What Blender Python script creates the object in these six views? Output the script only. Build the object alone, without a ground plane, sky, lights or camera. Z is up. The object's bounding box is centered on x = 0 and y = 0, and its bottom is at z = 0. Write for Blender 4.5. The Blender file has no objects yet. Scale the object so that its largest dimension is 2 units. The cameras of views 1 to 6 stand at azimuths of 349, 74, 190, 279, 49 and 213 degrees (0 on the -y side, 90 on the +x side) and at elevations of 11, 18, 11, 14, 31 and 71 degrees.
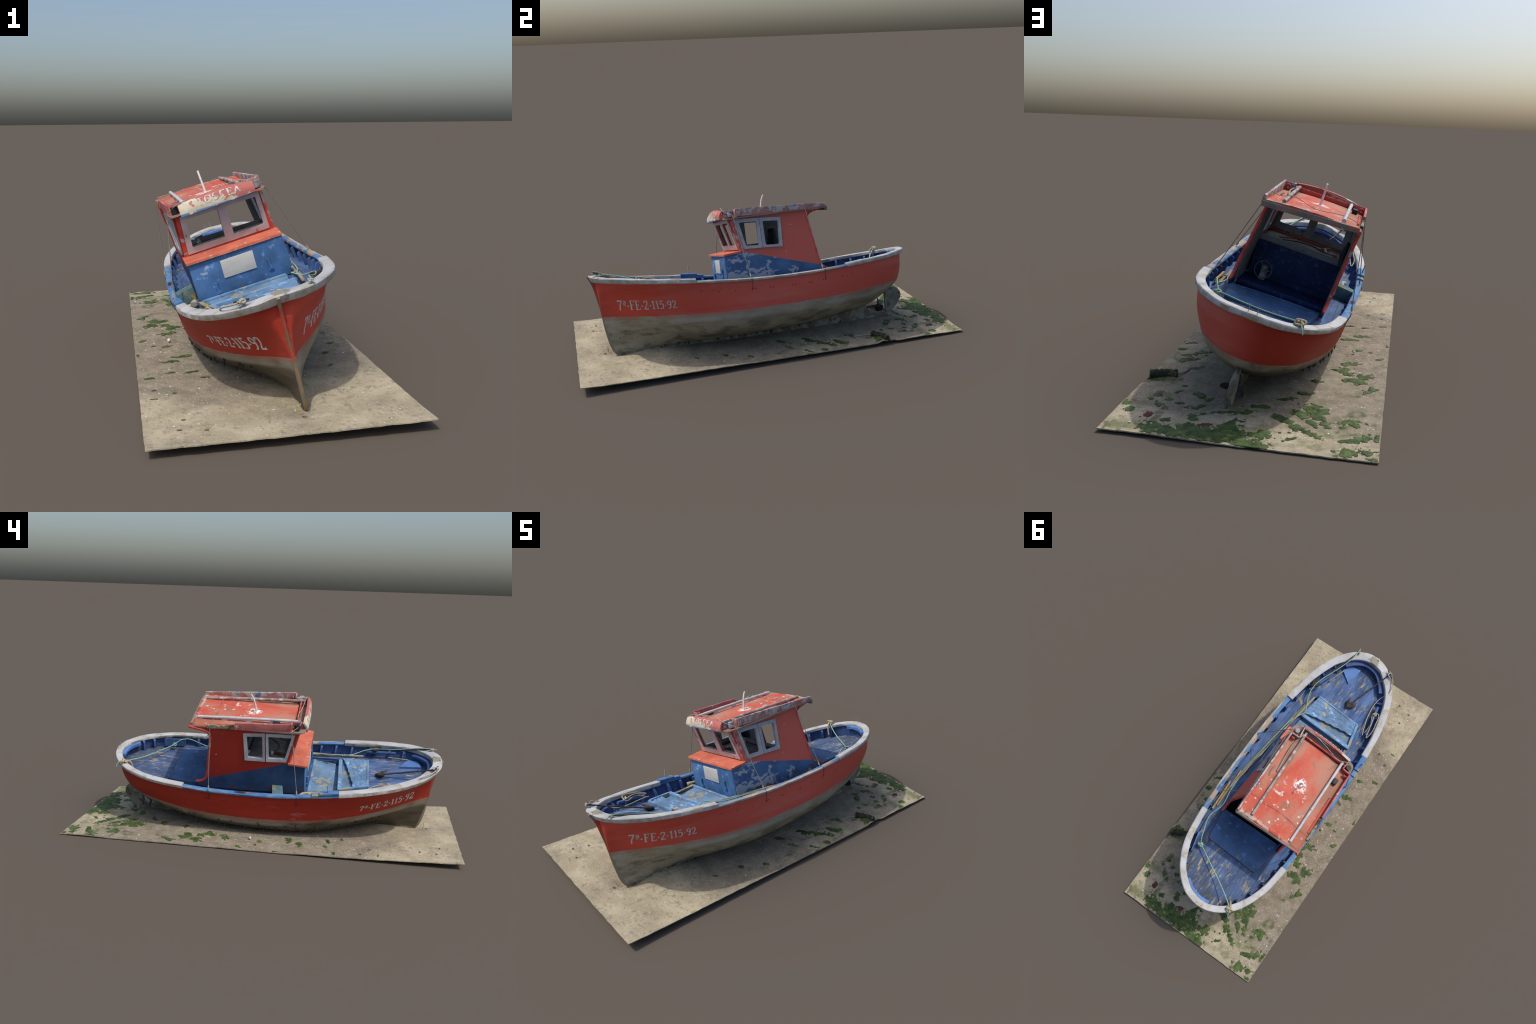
"""An old wooden fishing boat, red and blue, heeled over on a patch of wet sand.
The boat is described in its own upright frame (x to port, y towards the stern,
z up from the keel) and the parent empty heels it over; the sand is in world axes."""
import bpy, bmesh, math, random
import numpy as np
from mathutils import Vector, Matrix, noise
from mathutils.geometry import tessellate_polygon

random.seed(7)
HEEL, YAW, BASE = math.radians(15.87), math.radians(-0.37), (0.0870, 0.0, 0.0147)
SCN = bpy.context.scene.collection


# ------------------------------------------------------------------ materials
class Mat:
    """Small helper for writing node materials as expressions."""
    def __init__(s, name, rough=0.75):
        s.m = bpy.data.materials.new(name)
        s.m.use_nodes = True
        s.t = s.m.node_tree
        s.b = s.t.nodes['Principled BSDF']
        s.b.inputs['Roughness'].default_value = rough
        s.b.inputs['Specular IOR Level'].default_value = 0.25
        s.co = s.n('ShaderNodeTexCoord').outputs['Object']
        s._xyz = None

    def n(s, kind):
        return s.t.nodes.new(kind)

    def put(s, sock, v):
        if isinstance(v, bpy.types.NodeSocket):
            s.t.links.new(v, sock)
        elif isinstance(v, tuple) and len(v) == 3 and sock.type == 'RGBA':
            sock.default_value = (*v, 1)
        else:
            sock.default_value = v

    def math(s, op, a, b=0.0, clamp=False):
        q = s.n('ShaderNodeMath'); q.operation = op; q.use_clamp = clamp
        s.put(q.inputs[0], a); s.put(q.inputs[1], b)
        return q.outputs[0]

    def xyz(s):
        if s._xyz is None:
            q = s.n('ShaderNodeSeparateXYZ'); s.t.links.new(s.co, q.inputs[0])
            s._xyz = q.outputs
        return s._xyz

    def noise(s, scale, detail=5, stretch=None, seed=0.0, rough=0.6, dist=0.0):
        v = s.co
        if stretch or seed:
            q = s.n('ShaderNodeMapping')
            s.t.links.new(v, q.inputs[0])
            q.inputs['Scale'].default_value = stretch or (1, 1, 1)
            q.inputs['Location'].default_value = (seed, seed * 1.7, -seed)
            v = q.outputs[0]
        q = s.n('ShaderNodeTexNoise')
        s.t.links.new(v, q.inputs['Vector'])
        q.inputs['Scale'].default_value = scale
        q.inputs['Detail'].default_value = detail
        q.inputs['Roughness'].default_value = rough
        q.inputs['Distortion'].default_value = dist
        return q.outputs['Fac']

    def spots(s, scale, stretch=None):
        q = s.n('ShaderNodeTexVoronoi')
        v = s.co
        if stretch:
            k = s.n('ShaderNodeMapping'); s.t.links.new(v, k.inputs[0]); k.inputs['Scale'].default_value = stretch
            v = k.outputs[0]
        s.t.links.new(v, q.inputs['Vector'])
        q.inputs['Scale'].default_value = scale
        return q.outputs

    def step(s, v, lo, hi):
        q = s.n('ShaderNodeMapRange')
        q.interpolation_type = 'SMOOTHSTEP'
        s.put(q.inputs[0], v)
        q.inputs[1].default_value, q.inputs[2].default_value = lo, hi
        return q.outputs[0]

    def mix(s, f, a, b):
        q = s.n('ShaderNodeMix'); q.data_type = 'RGBA'
        s.put(q.inputs[0], f); s.put(q.inputs[6], a); s.put(q.inputs[7], b)
        return q.outputs[2]

    def n_normal_z(s):
        q = s.n('ShaderNodeSeparateXYZ'); s.t.links.new(s.n('ShaderNodeTexCoord').outputs['Normal'], q.inputs[0])
        return q.outputs[2]

    def near(s, centre, radius, soft=0.3):
        """mask: 1 inside a ball of object space, ragged by noise"""
        q = s.n('ShaderNodeVectorMath'); q.operation = 'DISTANCE'
        s.t.links.new(s.co, q.inputs[0]); q.inputs[1].default_value = centre
        d = s.math('ADD', q.outputs['Value'], s.math('MULTIPLY', s.math('SUBTRACT', s.noise(45, 4), 0.5), radius * 1.6))
        return s.math('SUBTRACT', 1.0, s.step(d, radius * (1 - soft), radius))

    def done(s, col, bump=None, dist=0.002, strength=0.6):
        s.put(s.b.inputs['Base Color'], col)
        if bump is not None:
            q = s.n('ShaderNodeBump'); q.inputs['Distance'].default_value = dist
            q.inputs['Strength'].default_value = strength
            s.put(q.inputs['Height'], bump); s.t.links.new(q.outputs[0], s.b.inputs['Normal'])
        return s.m


def plain(name, col, var=0.25, scale=40, rough=0.75, chips=None, chip_at=0.62, chip_scale=30, stretch=None, metal=0.0):
    m = Mat(name, rough)
    dark = tuple(c * (1 - var) for c in col)
    lite = tuple(min(1, c * (1 + var)) for c in col)
    c = m.mix(m.step(m.noise(scale, 5, stretch), 0.3, 0.7), dark, lite)
    if chips:
        c = m.mix(m.step(m.noise(chip_scale, 6, stretch, 3.1), chip_at, chip_at + 0.05), c, chips)
    m.b.inputs['Metallic'].default_value = metal
    return m.done(c, m.noise(scale * 3, 4, stretch), 0.0015)


RED = (0.33, 0.026, 0.013)  # starboard red, lowered to the shade baked into that side
RED_PORT = (0.60, 0.078, 0.048)
RED_FADED = (0.55, 0.175, 0.140)
BLUE = (0.050, 0.120, 0.30)
BLUE_LIGHT = (0.10, 0.27, 0.58)
GREY_PAINT = (0.36, 0.38, 0.42)
WHITE = (0.50, 0.51, 0.52)
WOOD = (0.36, 0.29, 0.17)


def mat_hull():
    m = Mat('hull_paint', 0.6)
    x, y, z = m.xyz()
    yy = m.math('MULTIPLY', y, y)
    zw = m.math('ADD', m.math('MULTIPLY', yy, 0.048), 0.1715)
    up = m.math('SUBTRACT', z, zw)                                  # height over the paint line
    up_r = m.math('ADD', up, m.math('MULTIPLY', m.math('SUBTRACT', m.noise(26, 5), 0.5), 0.012))
    # topside red, chalky in clouds and in long streaks
    cloud = m.math('ADD', m.step(m.noise(5, 5, (1, 0.5, 2.4)), 0.42, 0.72), m.math('MULTIPLY', m.step(y, -0.70, -0.15), 0.7))
    light_side_mix = m.step(x, -0.08, 0.10)                                            # blends the darker starboard red into the lighter port red
    red = m.mix(light_side_mix, RED, RED_PORT)
    red = m.mix(m.math('MULTIPLY', cloud, m.math('MULTIPLY', light_side_mix, 0.42)), red, RED_FADED)
    red = m.mix(m.math('MULTIPLY', m.step(m.noise(3, 4, (1, 0.25, 6), 2.0), 0.5, 0.75), 0.35), red, (0.40, 0.045, 0.030))
    # chalky lilac rubs amidships
    rub = m.math('MULTIPLY', m.step(m.noise(14, 6, (1, .6, 1.4), 5.0), 0.56, 0.74), m.step(m.math('ABSOLUTE', m.math('ADD', y, 0.22)), 0.22, 0.05))
    red = m.mix(m.math('MULTIPLY', rub, 0.6), red, (0.42, 0.22, 0.25))
    # bottom: pinkish stain at the line, a pale band, then olive grey with dark growth
    low = m.mix(m.step(m.noise(9, 6, (1, .5, 1.8), 1.0), 0.35, 0.65), (0.21, 0.185, 0.125), (0.33, 0.295, 0.21))
    low = m.mix(m.math('MULTIPLY', m.step(m.noise(18, 6, (1, .45, 2.4), 4.0), 0.50, 0.70), 0.5), low, (0.37, 0.34, 0.27))
    mud = m.math('MULTIPLY', m.step(x, 0.006, -0.010), m.step(m.math('ADD', m.noise(12, 6, (1, .5, 1.4), 11.0), m.math('MULTIPLY', m.step(up, 0.006, -0.030), 0.42)), 0.36, 0.58))
    low = m.mix(m.math('MULTIPLY', mud, 0.90), low, m.mix(m.step(m.noise(20, 7, (1, .5, 1.5), 31.0), .35, .65), (0.045, 0.036, 0.028), (0.105, 0.082, 0.058)))      # starboard bilge darker, in ragged brown patches
    grow = m.math('MULTIPLY', m.step(m.math('ADD', m.noise(16, 8, (1, .6, 1.6), 7.0), m.math('MULTIPLY', m.step(x, 0.05, -0.1), 0.12)), 0.46, 0.64), m.step(up, -0.035, -0.085))
    low = m.mix(m.math('MULTIPLY', grow, 0.70), low, (0.075, 0.068, 0.045))
    low = m.mix(m.step(m.noise(60, 4, None, 9.0), 0.64, 0.70), low, (0.10, 0.095, 0.07))
    pale = m.math('MULTIPLY', m.step(up_r, -0.055, -0.03), m.step(m.noise(8, 4, (1, .4, 1), 6.0), 0.35, 0.6))
    low = m.mix(m.math('MULTIPLY', pale, 0.6), low, (0.42, 0.40, 0.35))
    stain = m.math('MULTIPLY', m.step(up_r, -0.030, -0.006), m.step(m.noise(10, 4, (1, .4, 1), 8.0), 0.3, 0.6))
    low = m.mix(m.math('MULTIPLY', stain, 0.75), low, (0.34, 0.16, 0.11))
    c = m.mix(m.step(up_r, -0.0015, 0.0015), low, red)
    plank = m.math('SINE', m.math('MULTIPLY', z, 190))
    b = m.math('ADD', m.math('MULTIPLY', plank, 0.12), m.noise(70, 5, (1, .5, 1)))
    return m.done(c, b, 0.002, 0.45)


def mat_deck():
    m = Mat('deck_paint', 0.8)
    x, y, z = m.xyz()
    c = m.mix(m.step(m.noise(22, 5, (1, .25, 1)), 0.35, 0.68), (0.048, 0.098, 0.225), (0.100, 0.180, 0.380))
    grime = m.math('ADD', m.step(m.noise(7, 5, None, 2.2), 0.46, 0.72), m.math('MULTIPLY', m.step(y, 0.30, 0.50), 0.45))
    c = m.mix(m.math('MULTIPLY', grime, 0.55), c, (0.060, 0.070, 0.085))
    worn = m.math('MULTIPLY', m.step(m.noise(55, 7, (1, .28, 1), 4.4), 0.52, 0.62), m.step(m.noise(9, 4, None, 1.1), 0.40, 0.62))
    ends = m.math('MAXIMUM', m.step(y, -0.34, -0.40), m.step(y, 0.48, 0.52))
    c = m.mix(m.math('MULTIPLY', worn, ends), c, (0.40, 0.33, 0.19))
    c = m.mix(m.math('MULTIPLY', m.step(m.noise(85, 5, (1, .35, 1), 7.7), 0.58, 0.66), 0.65), c, (0.21, 0.185, 0.13))
    c = m.mix(m.math('MULTIPLY', m.step(m.noise(26, 7, (1, .4, 1), 9.7), 0.56, 0.68), 0.55), c, (0.050, 0.052, 0.055))
    seam = m.math('PINGPONG', m.math('ADD', x, 0.5), 0.019)
    line = m.step(seam, 0.0014, 0.0004)
    c = m.mix(m.math('MULTIPLY', line, 0.7), c, (0.035, 0.04, 0.05))
    return m.done(c, m.math('SUBTRACT', m.noise(60, 5, (1, .3, 1)), line), 0.002)


def mat_blue(name, base=BLUE, chips=(0.33, 0.36, 0.42), amount=0.60, rough=0.6, scale=11, rust=True):
    m = Mat(name, rough)
    scuff = m.step(m.noise(48, 7, None, 14.0), 0.55, 0.68)
    dark = tuple(c * 0.72 for c in base)
    lite = tuple(c * 1.25 for c in base)
    c = m.mix(m.step(m.noise(9, 5), 0.32, 0.68), dark, lite)
    c = m.mix(m.math('MULTIPLY', m.step(m.noise(30, 6, None, 3.3), 0.60, 0.66), 0.7), c, tuple(min(1, k * 1.9 + 0.03) for k in base))
    c = m.mix(m.step(m.noise(scale, 7, None, 5.7), amount, amount + 0.025), c, chips)
    c = m.mix(m.math('MULTIPLY', scuff, 0.35), c, (0.15, 0.15, 0.14))
    if rust:
        c = m.mix(m.math('MULTIPLY', m.step(m.noise(24, 6, None, 8.1), 0.66, 0.72), 0.7), c, (0.16, 0.10, 0.06))
    return m.done(c, m.noise(70, 5), 0.0015)


def mat_cabin():
    """red upper works over blue, divided by a sloping paint line"""
    m = Mat('cabin_paint', 0.6)
    x, y, z = m.xyz()
    line = m.math('SUBTRACT', z, m.math('SUBTRACT', 0.4236, m.math('MULTIPLY', y, 0.2864)))
    line = m.math('ADD', line, m.math('MULTIPLY', m.math('SUBTRACT', m.noise(30, 4), 0.5), 0.004))
    isred = m.math('MULTIPLY', m.step(line, -0.001, 0.001), m.step(y, -0.150, -0.148))
    hi = m.step(z, 0.466, 0.468)
    isred = m.math('MAXIMUM', isred, hi)
    port = m.step(x, -0.02, 0.02)
    red = m.mix(m.step(m.noise(6, 5, (1, 1.6, .6)), 0.4, 0.75), (0.33, 0.028, 0.016), (0.31, 0.037, 0.024))  # starboard red taken down to include the cabin side's shadow
    red = m.mix(port, red, m.mix(m.math('ADD', 0.30, m.math('MULTIPLY', m.noise(9, 4), 0.4)), RED_PORT, RED_FADED))
    red = m.mix(m.step(m.noise(34, 6, None, 2.0), 0.69, 0.71), red, (0.42, 0.40, 0.42))
    # bare grey patches by the post beside the windows (port) and under the window
    wear = m.math('MULTIPLY', m.math('MULTIPLY', m.step(m.noise(42, 5, (1, 1.5, .8), 6.0), 0.50, 0.56), m.step(y, -0.10, -0.135)), port)
    red = m.mix(wear, red, (0.40, 0.40, 0.43))
    blu = m.mix(m.step(m.noise(10, 5), 0.32, 0.68), (0.021, 0.052, 0.125), (0.036, 0.080, 0.175))  # starboard blue dimmed, so the unlit side is painted in
    blu = m.mix(m.math('MULTIPLY', port, 0.8), blu, m.mix(m.step(m.noise(10, 5), 0.32, 0.68), (0.050, 0.120, 0.26), (0.085, 0.180, 0.36)))
    flake = m.math('MULTIPLY', m.step(m.noise(14, 7, (1, .75, 1.2), 5.2), 0.525, 0.545), port)
    blu = m.mix(flake, blu, (0.34, 0.37, 0.43))
    blu = m.mix(m.step(m.noise(20, 6, None, 1.9), 0.70, 0.715), blu, (0.30, 0.33, 0.38))
    rust = m.math('MULTIPLY', m.step(m.noise(30, 6, None, 8.8), 0.50, 0.60), m.step(z, 0.325, 0.312))
    blu = m.mix(m.math('MULTIPLY', rust, 0.8), blu, (0.11, 0.055, 0.035))
    c = m.mix(isred, blu, red)
    return m.done(c, m.noise(50, 5), 0.0015, 0.4)


def mat_roof():
    m = Mat('roof_paint', 0.7)
    x, y, z = m.xyz()
    c = m.mix(m.step(m.noise(9, 5, (1, .6, 1)), 0.35, 0.7), (0.50, 0.080, 0.048), (0.56, 0.140, 0.095))
    grey = m.math('MULTIPLY', m.step(m.noise(7, 7, (1, .5, 1), 3.0), 0.42, 0.62), 0.85)
    c = m.mix(grey, c, (0.42, 0.22, 0.155))
    c = m.mix(m.math('MULTIPLY', m.step(m.noise(11, 6, None, 6.0), 0.60, 0.70), 0.7), c, (0.23, 0.14, 0.08))
    chip = m.math('MULTIPLY', m.step(m.noise(34, 5, None, 1.4), 0.62, 0.645), m.step(y, 0.02, 0.20))
    c = m.mix(chip, c, (0.62, 0.58, 0.54))
    edge = m.math('MULTIPLY', m.step(m.noise(40, 5, None, 2.8), 0.48, 0.54), m.step(y, 0.325, 0.36))
    c = m.mix(edge, c, (0.55, 0.50, 0.42))
    moss = m.math('MULTIPLY', m.step(m.noise(36, 5, None, 4.1), 0.62, 0.68), m.step(m.math('ABSOLUTE', m.math('ADD', x, 0.03)), 0.12, 0.16))
    c = m.mix(m.math('MULTIPLY', moss, 0.8), c, (0.30, 0.20, 0.03))
    side = m.math('MULTIPLY', m.step(x, -0.150, -0.165), m.step(m.noise(12, 6, (1, .5, 1), 21.0), 0.35, 0.55))
    c = m.mix(m.math('MULTIPLY', side, 0.6), c, (0.29, 0.125, 0.075))
    rails = m.math('MULTIPLY', m.step(m.math('ABSOLUTE', m.math('SUBTRACT', x, 0.10)), 0.035, 0.012), m.step(m.noise(18, 6, (1, .5, 1), 23.0), 0.45, 0.62))
    c = m.mix(m.math('MULTIPLY', rails, 0.6), c, (0.20, 0.115, 0.065))
    splat = m.math('MULTIPLY', m.near((-0.032, 0.062, 0.65), 0.048, 0.6), m.step(m.math('ADD', m.noise(60, 5, None, 3.0), m.near((-0.028, 0.053, 0.65), 0.018, 0.3)), 0.47, 0.56))
    c = m.mix(splat, c, (0.78, 0.76, 0.74))
    return m.done(c, m.noise(60, 6), 0.0015)


def mat_trim(name, ground, over, base_amt=0.5, third=None):
    """layers of old paint flaking to one another"""
    m = Mat(name, 0.75)
    c = m.mix(m.step(m.noise(13, 5, None, 2.0), 0.42, 0.62), ground, tuple(k * 0.75 for k in ground))
    c = m.mix(m.step(m.noise(24, 6, None, 1.0), base_amt, base_amt + 0.06), c, over)
    if third:
        c = m.mix(m.step(m.noise(20, 6, None, 7.0), 0.60, 0.64), c, third)
    return m.done(c, m.noise(60, 5), 0.0015)


def mat_sign():
    m = Mat('sign_paint', 0.75)
    x, y, z = m.xyz()
    cream = m.mix(m.step(m.noise(26, 4), 0.35, 0.65), (0.52, 0.47, 0.33), (0.64, 0.60, 0.50))
    cream = m.mix(m.math('MULTIPLY', m.step(m.noise(50, 4, None, 5.0), 0.62, 0.68), 0.7), cream, (0.55, 0.33, 0.08))
    rosy = m.math('ADD', m.noise(24, 6, None, 3.0), m.math('ADD', m.math('MULTIPLY', m.math('ADD', x, 0.03), 1.0), m.math('MULTIPLY', m.math('SUBTRACT', z, 0.655), 5.0)))
    c = m.mix(m.step(rosy, 0.50, 0.56), cream, (0.47, 0.15, 0.13))
    blu = m.math('MULTIPLY', m.step(m.noise(32, 5, None, 4.4), 0.42, 0.50), m.step(z, 0.640, 0.634))
    c = m.mix(blu, c, (0.11, 0.22, 0.40))
    return m.done(c, m.noise(60, 5), 0.001)


def mat_white(name='white_cap_paint', col=WHITE):
    m = Mat(name, 0.65)
    c = m.mix(m.step(m.noise(12, 5), 0.3, 0.7), tuple(k * 0.86 for k in col), col)
    c = m.mix(m.math('MULTIPLY', m.step(m.noise(16, 8, None, 2.0), 0.50, 0.68), 0.75), c, (0.33, 0.28, 0.18))
    c = m.mix(m.math('MULTIPLY', m.step(m.noise(9, 7, None, 12.0), 0.48, 0.70), 0.45), c, (0.33, 0.33, 0.33))
    c = m.mix(m.step(m.noise(38, 6, None, 5.0), 0.66, 0.70), c, (0.26, 0.18, 0.10))
    c = m.mix(m.near((0.014, -0.865, 0.42), 0.036), c, (0.26, 0.24, 0.19))
    edge = m.step(m.math('ABSOLUTE', m.n_normal_z()), 0.75, 0.45)            # green-brown runs on the rubbing face
    run = m.step(m.noise(30, 6, (1, 1, .25), 9.0), 0.46, 0.62)
    c = m.mix(m.math('MULTIPLY', m.math('MULTIPLY', edge, run), 0.65), c, (0.30, 0.265, 0.17))
    return m.done(c, m.noise(40, 6, (1, .6, 1)), 0.002)


def mat_siderail():
    m = Mat('side_rail_paint', 0.7)
    x, y, z = m.xyz()
    c = m.mix(m.step(m.noise(20, 5, (1, .5, 1)), 0.35, 0.65), (0.060, 0.150, 0.34), (0.120, 0.250, 0.45))
    bare = m.math('ADD', m.noise(20, 6, (1, .5, 1), 2.0), m.math('MULTIPLY', m.step(x, -0.1, 0.1), 0.12))
    c = m.mix(m.step(bare, 0.62, 0.66), c, (0.38, 0.28, 0.21))
    c = m.mix(m.step(m.noise(30, 5, (1, .4, 1), 6.0), 0.66, 0.68), c, (0.45, 0.10, 0.08))
    edge = m.step(m.math('ABSOLUTE', x), 0.286, 0.291)
    c = m.mix(m.math('MULTIPLY', edge, m.step(x, 0.0, 0.1)), c, m.mix(m.step(m.noise(30, 5, (1, .4, 1)), .45, .6), (0.33, 0.31, 0.29), (0.50, 0.46, 0.41)))
    c = m.mix(m.math('MULTIPLY', m.step(m.noise(40, 4, (1, .3, 1), 3.0), 0.60, 0.65), 0.7), c, (0.36, 0.28, 0.05))
    return m.done(c, m.noise(50, 5, (1, .4, 1)), 0.002)


def mat_sand():
    m = Mat('wet_sand', 0.9)
    x, y, z = m.xyz()
    c = m.mix(m.step(m.noise(9, 7), 0.32, 0.68), (0.345, 0.300, 0.205), (0.465, 0.408, 0.288))
    # darker grey patches amidships, a little more to starboard
    damp = m.math('ADD', m.noise(3.2, 6, None, 3.0), m.math('MULTIPLY', m.step(y, -0.70, -0.40), 0.24))
    damp = m.math('SUBTRACT', damp, m.math('MULTIPLY', m.step(y, 0.70, 0.95), 0.20))
    damp = m.math('ADD', damp, m.math('MULTIPLY', m.step(x, 0.10, -0.25), 0.05))
    c = m.mix(m.math('MULTIPLY', m.step(damp, 0.50, 0.74), 0.80), c, m.mix(m.step(m.noise(16, 6, None, 5.0), .35, .65), (0.165, 0.142, 0.112), (0.265, 0.228, 0.178)))
    c = m.mix(m.math('MULTIPLY', m.step(m.noise(48, 6), 0.54, 0.66), 0.55), c, (0.17, 0.142, 0.098))
    c = m.mix(m.math('MULTIPLY', m.step(m.noise(26, 6, (1, .35, 1), 8.0), 0.60, 0.68), 0.45), c, (0.20, 0.17, 0.12))
    c = m.mix(m.math('MULTIPLY', m.step(m.noise(120, 4, None, 2.0), 0.58, 0.68), 0.6), c, (0.58, 0.54, 0.46))
    c = m.mix(m.step(m.noise(75, 3, None, 12.0), 0.71, 0.74), c, (0.10, 0.08, 0.055))
    alg = m.math('MULTIPLY', m.step(m.noise(11, 8, None, 6.0), 0.50, 0.66), m.step(y, 0.30, 0.85))
    c = m.mix(m.math('MULTIPLY', alg, 0.75), c, (0.125, 0.150, 0.055))
    alg2 = m.math('MULTIPLY', m.step(m.noise(16, 8, (1, .6, 1), 16.0), 0.56, 0.66), m.step(m.math('ABSOLUTE', x), 0.22, 0.32))
    c = m.mix(m.math('MULTIPLY', alg2, m.step(y, -0.6, 0.2)), c, (0.105, 0.115, 0.055))
    b = m.math('ADD', m.noise(45, 7), m.math('MULTIPLY', m.noise(160, 4), 0.5))
    return m.done(c, b, 0.004, 0.7)


def mat_weed():
    m = Mat('seaweed', 0.65)
    c = m.mix(m.step(m.noise(30, 5), 0.35, 0.65), (0.034, 0.062, 0.020), (0.090, 0.135, 0.038))
    c = m.mix(m.step(m.noise(16, 5, None, 4.0), 0.60, 0.68), c, (0.17, 0.19, 0.065))
    c = m.mix(m.math('MULTIPLY', m.step(m.noise(60, 4, None, 2.0), 0.58, 0.66), 0.6), c, (0.03, 0.05, 0.02))
    return m.done(c, m.noise(120, 5), 0.003, 0.8)


def mat_wood(name, a, b, stretch=(1, .15, 1)):
    m = Mat(name, 0.85)
    c = m.mix(m.step(m.noise(60, 5, stretch), 0.35, 0.65), a, b)
    c = m.mix(m.step(m.noise(30, 5, stretch, 3.0), 0.62, 0.70), c, tuple(k * 0.45 for k in a))
    return m.done(c, m.noise(90, 5, stretch), 0.002)


M_HULL, M_DECK, M_CABIN, M_ROOF = mat_hull(), mat_deck(), mat_cabin(), mat_roof()
M_WHITE, M_RAIL, M_SIGN, M_SAND, M_WEED = mat_white(), mat_siderail(), mat_sign(), mat_sand(), mat_weed()
M_BULWARK = mat_blue('bulwark_paint', (0.040, 0.080, 0.21), amount=0.66)
M_RIB = mat_blue('rib_paint', (0.065, 0.125, 0.30), amount=0.68)
M_CABIN_FRONT = mat_blue('cabin_front_paint', (0.060, 0.150, 0.33), (0.28, 0.38, 0.50), amount=0.66)
M_LIGHT = mat_blue('hatch_paint', (0.130, 0.245, 0.41), (0.33, 0.30, 0.22), amount=0.60, scale=16)
M_AFT_HATCH = mat_blue('aft_hatch_paint', (0.045, 0.105, 0.235), (0.17, 0.18, 0.17), amount=0.64, rust=False)
M_INNER_BLUE = mat_blue('inner_paint', (0.010, 0.026, 0.095), amount=0.75, rust=False)  # navy pushed near black; the interior's shadow is in this colour
M_INNER_GREY = plain('inner_grey_paint', (0.20, 0.21, 0.215), 0.25, 14, chips=(0.10, 0.075, 0.05))
M_FRAME = plain('window_frame_paint', GREY_PAINT, 0.15, 22, chips=(0.40, 0.11, 0.08), chip_at=0.65, chip_scale=40)
M_FRAME_FRONT = plain('windscreen_frame_paint', (0.46, 0.40, 0.405), 0.15, 16, chips=(0.46, 0.10, 0.07), chip_at=0.64, chip_scale=26)
M_SHELF = plain('shelf_paint', (0.56, 0.150, 0.095), 0.2, 10, chips=(0.58, 0.38, 0.28), chip_at=0.60, chip_scale=22)
M_TRIM_RED = plain('red_trim_paint', (0.50, 0.075, 0.060), 0.25, 18, chips=(0.33, 0.30, 0.29), chip_at=0.60, chip_scale=24)
M_PLATE = plain('plate_paint', (0.50, 0.50, 0.48), 0.12, 18, stretch=(.3, 1, 1.5))
M_COAMING_PORT = mat_trim('port_coaming_paint', (0.42, 0.22, 0.20), (0.44, 0.42, 0.40), 0.47, (0.10, 0.18, 0.34))
M_COAMING_STAR = mat_trim('starboard_coaming_paint', (0.50, 0.16, 0.15), (0.55, 0.42, 0.36), 0.62)
M_ROOF_EDGE = mat_trim('roof_edge_paint', (0.26, 0.22, 0.19), (0.40, 0.15, 0.11), 0.52)
M_RAILBAR = plain('handrail_paint', (0.50, 0.49, 0.51), 0.12, 20, chips=(0.30, 0.22, 0.17), chip_at=0.64)
M_RAILBAR_OLD = plain('bare_handrail', (0.30, 0.25, 0.23), 0.3, 26, chips=(0.48, 0.45, 0.44), chip_at=0.54, chip_scale=18)
M_MAST = plain('mast_paint', (0.68, 0.66, 0.66), 0.12, 30)
M_STEM = mat_trim('stem_paint', (0.36, 0.10, 0.07), (0.24, 0.15, 0.09), 0.50)
M_KEEL = mat_trim('keel_growth', (0.17, 0.155, 0.115), (0.26, 0.24, 0.18), 0.50, (0.05, 0.045, 0.035))
M_RUDDER = mat_trim('rudder_growth', (0.22, 0.215, 0.18), (0.11, 0.105, 0.085), 0.56, (0.30, 0.28, 0.20))
M_IRON = plain('rusty_iron', (0.045, 0.040, 0.040), 0.4, 50, chips=(0.13, 0.07, 0.045), chip_at=0.58)
M_STEEL = plain('galvanised_steel', (0.30, 0.31, 0.32), 0.25, 60)
M_WIRE = plain('stay_wire', (0.22, 0.20, 0.18), 0.2, 80)
M_ROPE_GREEN = plain('green_rope', (0.26, 0.42, 0.32), 0.25, 160)
M_ROPE_TAN = plain('tan_rope', (0.42, 0.36, 0.24), 0.3, 150)
M_ROPE_GREY = plain('grey_rope', (0.34, 0.33, 0.29), 0.3, 150)
M_WOOD_GREY = mat_wood('grey_timber', (0.23, 0.21, 0.18), (0.34, 0.31, 0.26))
M_WOOD_TAN = mat_wood('tan_timber', (0.36, 0.24, 0.09), (0.50, 0.36, 0.15))
M_WOOD_OLIVE = mat_wood('olive_timber', (0.20, 0.19, 0.10), (0.34, 0.30, 0.18))
M_LETTER = plain('letter_paint', (0.52, 0.50, 0.49), 0.15, 60, chips=(0.50, 0.20, 0.17), chip_at=0.66, chip_scale=60)
M_SIGN_LETTER = plain('sign_letter_paint', (0.62, 0.58, 0.55), 0.12, 60, chips=(0.46, 0.30, 0.25), chip_at=0.50, chip_scale=50)
M_CRATE = mat_trim('crate_paint', (0.10, 0.19, 0.22), (0.20, 0.21, 0.13), 0.50, (0.55, 0.36, 0.03))
M_BLACK = plain('black_plastic', (0.020, 0.020, 0.024), 0.3, 30, rough=0.5)
M_GREYBOX = plain('grey_plastic', (0.30, 0.31, 0.33), 0.25, 40)
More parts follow.
